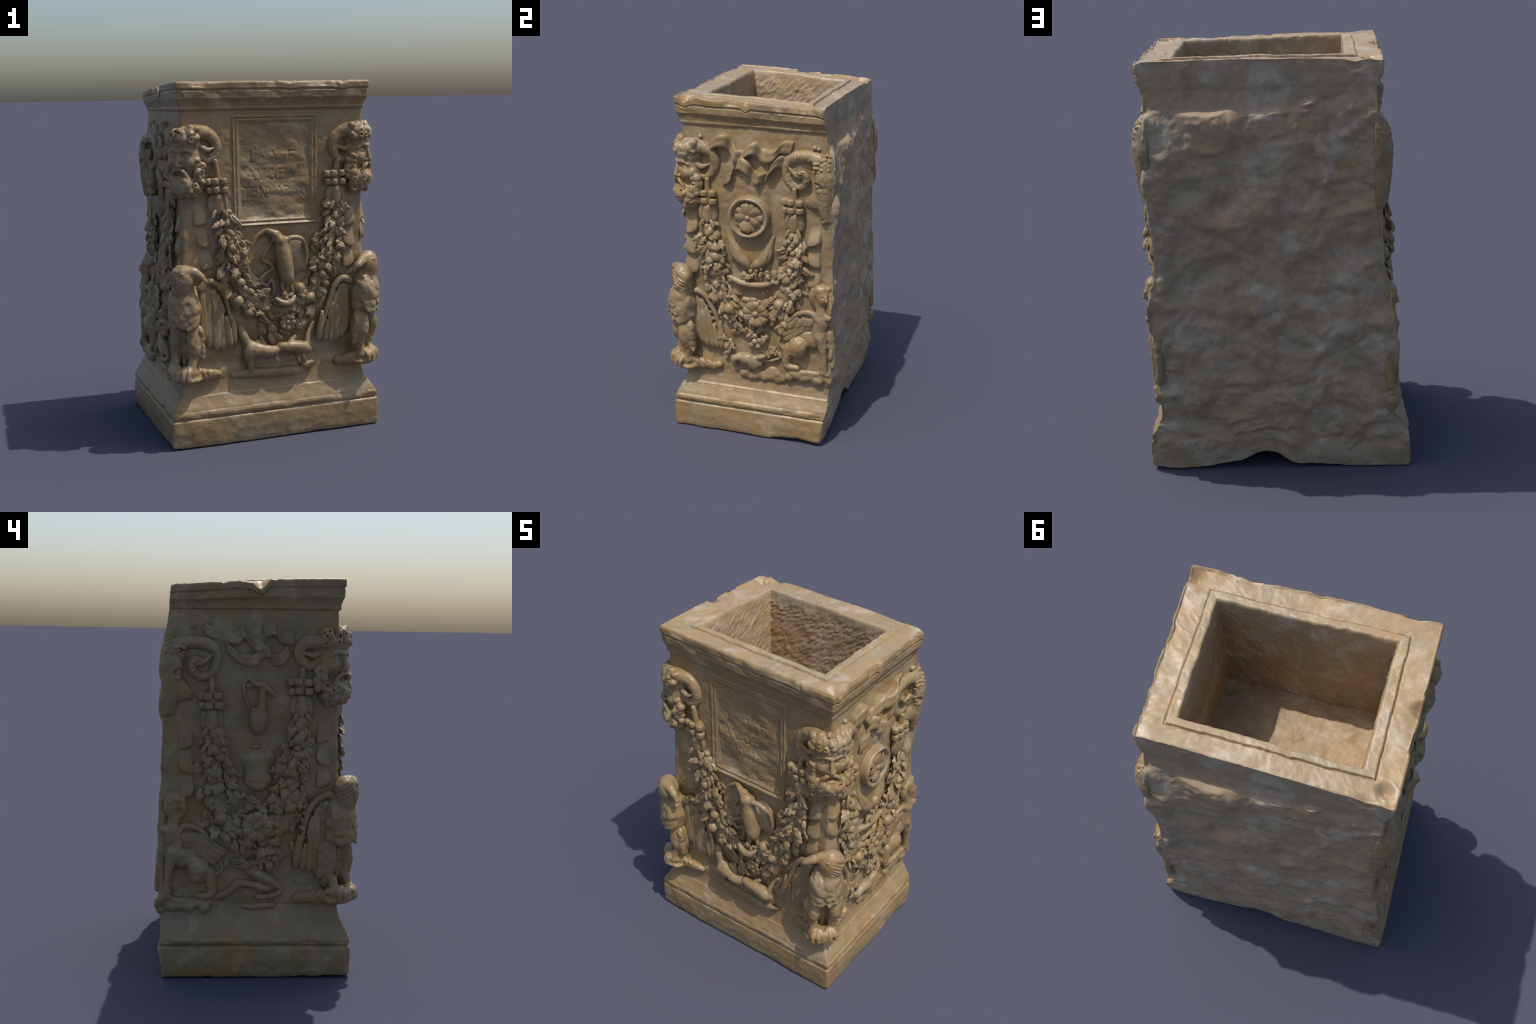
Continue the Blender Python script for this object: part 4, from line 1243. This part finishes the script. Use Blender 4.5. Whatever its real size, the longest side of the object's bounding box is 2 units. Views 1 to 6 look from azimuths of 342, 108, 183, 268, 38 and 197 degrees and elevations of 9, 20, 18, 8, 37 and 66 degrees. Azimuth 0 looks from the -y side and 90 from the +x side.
sprig(LEFT, -.12, .92, .10, .86, 14, 12, .065, .012)
sprig(LEFT, -.15, 1.07, -.12, .98, 6, 13, .055, .012)
sprig(LEFT, .12, 1.08, .11, .98, 6, 14, .055, .012)

# ------------------------------------------------------------------ ribbons
rb = empty('ribbon_set', altar)
ribbon(RIGHT, [(-.225, 1.735, 0.027), (-.180, 1.765, 0.049), (-.135, 1.768, 0.046), (-.105, 1.735, 0.016), (-.078, 1.690, 0.041), (-.045, 1.690, 0.019), (-.005, 1.725, 0.046), (.035, 1.740, 0.049), (.066, 1.705, 0.019), (.110, 1.700, 0.043), (.150, 1.715, 0.049), (.185, 1.755, 0.027), (.240, 1.755, 0.014)], rb, .074, (.25, 1))
ribbon(RIGHT, [(-.142, 1.545, 0.019), (-.098, 1.575, 0.041), (-.085, 1.625, 0.019), (-.045, 1.650, 0.041), (-.005, 1.625, 0.046), (.022, 1.580, 0.016), (.058, 1.572, 0.049), (.100, 1.585, 0.019), (.128, 1.635, 0.046), (.165, 1.675, 0.041), (.195, 1.670, 0.016)], rb, .074, (.3, 1))
ribbon(LEFT, [(-.265, 1.742, 0.016), (-.180, 1.716, 0.014), (-.110, 1.700, 0.024), (-.075, 1.735, 0.041), (-.050, 1.700, 0.016), (-.010, 1.668, 0.038), (.025, 1.690, 0.016), (.030, 1.735, 0.038), (.075, 1.750, 0.041), (.100, 1.715, 0.016), (.135, 1.705, 0.035), (.175, 1.710, 0.019)], rb, .068, (-.2, 1))
ribbon(LEFT, [(-.160, 1.660, 0.022), (-.115, 1.622, 0.035), (-.078, 1.600, 0.016), (-.015, 1.596, 0.041), (.010, 1.630, 0.016), (.052, 1.640, 0.035), (.070, 1.602, 0.016), (.115, 1.605, 0.038), (.150, 1.650, 0.019)], rb, .064, (-.2, 1))







hanging_ribbon(FRONT, -.425, 1.345, .980, rb, .085, 3, .014, .045)
hanging_ribbon(FRONT, .450, 1.30, .940, rb, .080, 3, .020, .0)
hanging_ribbon(RIGHT, -.338, 1.335, .965, rb, .078, 3, .020)
hanging_ribbon(RIGHT, .385, 1.33, .965, rb, .085, 3, .022)
hanging_ribbon(LEFT, -.350, 1.27, .90, rb, .085, 3, .016)
hanging_ribbon(LEFT, .325, 1.30, .96, rb, .080, 3, .016)

# ------------------------------------------------------------------ libation dish with rosette on the right side
def patera():
    g = empty('libation_dish', altar)
    cs, cz, R = .003, 1.349, .117
    prof = [(0, .034), (.60, .032), (.76, .034), (.80, .044), (.86, .054), (.93, .058), (.98, .054), (1.0, .046), (1.01, .022), (1.05, .006), (1.12, -.01)]
    n = 72
    vs = []
    for q, h in prof:
        for j in range(n):
            a = 2 * math.pi * j / n
            rr = R * max(q, .004) * (1 + .012 * math.sin(3 * a + 1))
            vs.append(RIGHT.pt(cs + rr * math.cos(a), cz + rr * math.sin(a), h + .002 * math.sin(5 * a) * q))
    fs = [(i * n + j, (i + 1) * n + j, (i + 1) * n + (j + 1) % n, i * n + (j + 1) % n) for i in range(len(prof) - 1) for j in range(n)]
    place('dish', mesh_data('dish', vs, fs), g)
    for i in range(5):
        a = 72 * i + 20
        put('petal', PETAL, g, RIGHT, cs, cz, .032 + rnd.uniform(-.003, .003), (.098 * rnd.uniform(.85, 1.1), .086 * rnd.uniform(.9, 1.04), .085), a + rnd.uniform(-9, 9), 10 + rnd.uniform(-8, 6), rnd.uniform(-22, 22))
        put('petal', PETAL, g, RIGHT, cs, cz, .032, (.06, .086, .05), a + 36, 4)
    put('flower_centre', CENTRE, g, RIGHT, cs, cz, .046, .017, 0, 90)

patera()

# two birds facing each other under the dish, and the cloth swag below them
def birds():
    g = empty('bird_pair', altar)
    sc = Sculpt(*box_of(RIGHT, (-.17, .90, -.012), (.20, 1.27, .075)), .0042)
    U = lambda pts, lab, **k: sc.tube(RIGHT, pts, lab, **k)
    U([(-.130, 1.262, .000, .012), (-.112, 1.210, .002, .022), (-.085, 1.150, .004, .036), (-.058, 1.108, .006, .040), (-.022, 1.078, .014, .030), (.000, 1.052, .016, .016), (.016, 1.028, .014, .006)], 'bird', k=.01)
    U([(.138, 1.235, .000, .012), (.120, 1.175, .002, .024), (.104, 1.125, .004, .036), (.074, 1.085, .008, .032), (.046, 1.068, .014, .026), (.030, 1.042, .014, .009)], 'bird', k=.01)
    U([(-.105, 1.185, .030, .004), (-.085, 1.12, .042, .004)], 'bird', cut=True, k=.004)
    U([(.128, 1.17, .030, .004), (.118, 1.10, .036, .004)], 'bird', cut=True, k=.004)
    U([(-.135, .975, .000, .012), (-.085, .962, .014, .017), (-.030, .950, .022, .018), (.045, .946, .024, .018), (.110, .958, .022, .017), (.160, .985, .014, .014), (.185, 1.00, .002, .010)], 'cloth_swag', k=.01)
    sc.build(g)
birds()

# ------------------------------------------------------------------ jug and bull mask on the left side
def jug():
    g = empty('jug', altar)
    cs = .004
    prof = [(1.352, .050), (1.362, .052), (1.356, .047), (1.34, .047), (1.30, .049), (1.27, .046), (1.245, .036), (1.228, .020), (1.222, .004)]
    n = 40
    vs = []
    for z, r_ in prof:
        for j in range(n):
            a = 2 * math.pi * j / n
            vs.append(LEFT.pt(cs + r_ * math.cos(a), z, .012 + .95 * r_ * math.sin(a)))
    fs = [(i * n + j, i * n + (j + 1) % n, (i + 1) * n + (j + 1) % n, (i + 1) * n + j) for i in range(len(prof) - 1) for j in range(n)]
    place('jug_body', mesh_data('jug_body', vs, fs), g)
    sc = Sculpt(*box_of(LEFT, (-.10, 1.10, -.012), (.12, 1.54, .07)), .0038)
    U = lambda pts, lab, **k: sc.tube(LEFT, [(p[0], p[1], p[2] + .010, p[3]) for p in pts], lab, **k)
    sc.ell(LEFT, (cs, 1.352, .012), (.050, .012, .044), 'neck')
    U([(.020, 1.36, .012, .022), (.022, 1.42, .014, .017), (.022, 1.465, .014, .018)], 'neck', k=.008)
    U([(-.020, 1.480, .018, .014), (.030, 1.472, .022, .017), (.066, 1.440, .020, .011), (.088, 1.418, .014, .005)], 'spout', k=.008)
    U([(-.042, 1.355, .006, .006), (-.064, 1.420, .010, .007), (-.070, 1.475, .014, .009), (-.048, 1.506, .018, .010), (-.022, 1.488, .018, .012)], 'handle', k=.005)
    sc.ell(LEFT, (-.045, 1.470, .022), (.014, .014, .014), 'handle', k=.004)
    sc.build(g)
    b = empty('bull_mask', altar)
    sc = Sculpt(*box_of(LEFT, (-.14, .92, -.012), (.14, 1.22, .075)), .0042)
    U = lambda pts, lab, **k: sc.tube(LEFT, pts, lab, **k)
    sc.ell(LEFT, (0, 1.100, -.012), (.098, .105, .030), 'head', k=.02)
    sc.ell(LEFT, (.002, 1.050, .0), (.060, .090, .034), 'head', k=.02)
    sc.ell(LEFT, (.004, 1.002, .006), (.074, .052, .036), 'muzzle', k=.02)
    sc.ell(LEFT, (.006, .968, .010), (.046, .026, .034), 'muzzle', k=.012)
    for sd in (-1, 1):
        sc.ell(LEFT, (.006 + sd * .036, 1.018, .048), (.010, .015, .012), 'muzzle', cut=True, rot=sd * 35, k=.006)
        U([(.006 + sd * .010, 1.035, .050, .004), (.006 + sd * .024, 1.005, .050, .004), (.006 + sd * .006, .972, .052, .004)], 'muzzle', cut=True, k=.005)
    sc.ell(LEFT, (-.008, 1.168, .014), (.032, .012, .020), 'head', k=.008)
    sc.roughen(.0015, 40, 3)
    sc.build(b)
jug()

# knobs near the ribbons
kn = empty('ribbon_knobs', altar)
for fr, s, z, r_ in ((RIGHT, .364, 1.765, .014), (RIGHT, .385, 1.758, .011), (RIGHT, -.285, 1.780, .014), (LEFT, -.266, 1.743, .012), (LEFT, -.242, 1.778, .012), (LEFT, -.326, 1.760, .015)):
    put('knob', CENTRE, kn, fr, s, z, .006, r_, 0, 90)

# ------------------------------------------------------------------ eagle with snake above the front swag
def snake_eagle():
    g = empty('eagle', altar)
    sc = Sculpt(*box_of(FRONT, (-.20, .76, -.035), (.24, 1.22, .115)), .0040)
    E = lambda c, *a, **k: sc.ell(FRONT, (c[0], c[1], c[2] - .006), *a, **k)
    U = lambda pts, lab, **k: sc.tube(FRONT, [(p[0], p[1], p[2] - .005, p[3]) for p in pts], lab, **k)
    U([(.012, 1.160, .034, .022), (.022, 1.125, .050, .024)], 'head', k=.012)
    U([(-.002, 1.150, .040, .012), (-.018, 1.120, .036, .007)], 'head', k=.006)
    U([(.034, 1.120, .030, .036), (.044, 1.060, .034, .044), (.056, .990, .036, .046), (.066, .930, .036, .042), (.076, .898, .034, .032)], 'torso', k=.015)
    U([(.048, .905, .030, .014), (.040, .860, .030, .012), (.050, .835, .034, .010)], 'leg', k=.008)
    U([(.082, .895, .030, .014), (.096, .850, .032, .012), (.112, .825, .034, .010)], 'leg', k=.008)
    # cupped wings: thin web, raised leading edge
    U([(.010, 1.140, .040, .018), (-.020, 1.172, .034, .018), (-.055, 1.178, .016, .014), (-.100, 1.148, .010, .012), (-.138, 1.085, .006, .010), (-.156, 1.000, .003, .009), (-.146, .930, .001, .008)], 'wing', k=.016)
    E((-.066, 1.05, -.002), (.092, .134, .018), 'wing', rot=-12, k=.02)
    U([(.060, 1.125, .046, .016), (.100, 1.138, .048, .014), (.150, 1.128, .046, .013), (.182, 1.085, .030, .011), (.192, 1.010, .022, .010), (.182, .945, .014, .008)], 'wing', k=.016)
    E((.125, 1.03, .002), (.072, .110, .020), 'wing', rot=6, k=.02)
    for i in range(5):
        U([(.095 + .018 * i, 1.08, .024, .0022), (.098 + .018 * i, .955, .022, .0022)], 'wing', cut=True, k=.004)
    U([(-.015, 1.105, .020, .009), (-.058, 1.058, .020, .011), (-.070, 1.016, .020, .010), (-.030, .994, .020, .011), (-.010, .968, .020, .010), (-.052, .941, .020, .010), (-.086, .905, .020, .010), (-.050, .872, .020, .010), (-.018, .902, .020, .010), (-.006, .856, .022, .010), (-.012, .820, .024, .008)], 'snake', k=.005)
    U([(-.006, .800, .062, .012), (.020, .780, .070, .018), (.050, .770, .072, .020), (.082, .782, .070, .017), (.104, .806, .060, .009)], 'fruit_pod', k=.006)
    E((.044, .820, .052), (.016, .022, .016), 'fruit_pod', k=.004)
    sc.roughen(.0012, 50, 9)
    sc.build(g)
snake_eagle()

# ------------------------------------------------------------------ small animals in the lowest zone
def low_scene_front():
    g = empty('fighting_animals', altar)
    sc = Sculpt(*box_of(FRONT, (-.30, .34, -.012), (.27, .68, .10)), .0042)
    E = lambda *a, **k: sc.ell(FRONT, *a, **k)
    U = lambda pts, lab, **k: sc.tube(FRONT, [(p[0], p[1], p[2] - .004, p[3] * 1.22) for p in pts], lab, **k)
    U([(-.205, .640, .010, .016), (-.192, .600, .016, .020), (-.172, .560, .022, .022), (-.135, .530, .030, .026)], 'neck', k=.01)
    U([(-.200, .655, .012, .006), (-.228, .650, .010, .004)], 'neck', k=.004)
    U([(-.155, .518, .030, .034), (-.100, .512, .036, .032), (-.045, .500, .042, .028), (.005, .506, .044, .018)], 'torso', k=.012)
    E((-.165, .490, .026), (.032, .042, .032), 'hindleg', k=.015)
    U([(-.160, .470, .030, .020), (-.156, .430, .030, .014), (-.152, .400, .026, .012)], 'hindleg', k=.008)
    U([(-.110, .560, .014, .010), (-.060, .528, .022, .008), (-.090, .580, .010, .006)], 'torso', k=.006)
    U([(.020, .524, .044, .018), (.060, .518, .048, .024), (.105, .516, .048, .026), (.150, .503, .046, .030), (.190, .486, .040, .018)], 'torso', k=.012)
    E((.165, .500, .050), (.034, .030, .030), 'head', k=.012)
    U([(.180, .510, .040, .014), (.192, .560, .026, .012), (.206, .600, .016, .010), (.226, .632, .010, .010)], 'tail', k=.006)
    U([(.085, .545, .036, .012), (.110, .565, .030, .010)], 'head', k=.006)
    U([(.120, .495, .040, .016), (.145, .462, .036, .010), (.158, .430, .026, .008)], 'foreleg', k=.008)
    U([(.170, .430, .016, .008), (.168, .395, .026, .014), (.210, .408, .030, .012), (.232, .402, .020, .006)], 'foreleg', k=.008)
    U([(.175, .420, .030, .008), (.200, .378, .024, .010)], 'foreleg', k=.006)
    U([(-.255, .372, -.004, .016), (-.15, .376, -.002, .026), (.0, .366, .0, .026), (.12, .362, .0, .026), (.20, .362, -.004, .016)], 'rock', k=.02)
    sc.roughen(.0018, 40, 12)
    sc.build(g)

def low_scene_right():
    g = empty('quarry_animal', altar)
    sc = Sculpt(*box_of(RIGHT, (-.15, .32, -.012), (.24, .58, .09)), .0042)
    E = lambda *a, **k: sc.ell(RIGHT, *a, **k)
    U = lambda pts, lab, **k: sc.tube(RIGHT, pts, lab, **k)
    E((.000, .478, .024), (.062, .040, .036), 'torso', rot=-8, k=.012)
    E((.040, .455, .020), (.055, .042, .032), 'torso', rot=25, k=.012)
    E((.078, .500, .028), (.040, .018, .022), 'torso', rot=18)
    U([(-.05, .485, .026, .026), (-.082, .462, .026, .020), (-.078, .425, .022, .010)], 'head', k=.01)
    U([(-.095, .475, .020, .012), (-.105, .455, .016, .008)], 'head', k=.006)
    U([(.085, .480, .014, .014), (.130, .478, .012, .010), (.185, .500, .010, .007)], 'tail', k=.008)
    U([(.03, .43, .012, .018), (.05, .405, .012, .016), (.085, .435, .010, .010)], 'hindleg', k=.008)
    for i in range(10):
        E((-.03 + .026 * i, .372 + .012 * math.sin(i * 2.1), .004), (.028, .026, .020), 'rock', k=.012, rot=i * 37)
    E((.15, .40, .002), (.05, .040, .022), 'rock', k=.02)
    sc.roughen(.0022, 40, 13)
    sc.build(g)

def low_scene_left():
    g = empty('lizard_and_tablet', altar)
    sc = Sculpt(*box_of(LEFT, (-.26, .32, -.012), (.19, .60, .075)), .0042)
    E = lambda *a, **k: sc.ell(LEFT, *a, **k)
    U = lambda pts, lab, **k: sc.tube(LEFT, [(p[0], p[1], p[2] - .008, p[3] * 1.1) for p in pts], lab, **k)
    U([(-.225, .392, .006, .014), (-.180, .405, .012, .018), (-.135, .428, .016, .020), (-.092, .468, .018, .020), (-.040, .468, .020, .020), (.010, .455, .024, .020), (.060, .445, .026, .018)], 'torso', k=.012)
    U([(-.10, .56, .004, .012), (-.05, .545, .012, .018), (.010, .515, .018, .026), (.070, .485, .022, .026), (.120, .450, .018, .012)], 'cloth', k=.012)
    E((.030, .510, .010), (.095, .032, .022), 'cloth', rot=-28, k=.012)
    U([(-.150, .420, .010, .012), (-.158, .380, .010, .010)], 'hindleg', k=.008)
    U([(.012, .402, .020, .016), (.060, .405, .022, .016), (.110, .418, .020, .014), (.130, .440, .016, .008)], 'tablet', k=.006)
    U([(.022, .402, .040, .005), (.058, .404, .042, .005)], 'tablet', cut=True, k=.003)
    U([(.072, .408, .042, .004), (.104, .416, .040, .004)], 'tablet', cut=True, k=.003)
    U([(-.07, .346, .0, .014), (.0, .350, .010, .020), (.09, .356, .006, .018)], 'rock', k=.015)
    sc.roughen(.0015, 40, 14)
    sc.build(g)

low_scene_front()
low_scene_right()
low_scene_left()
bpy.context.view_layer.update()
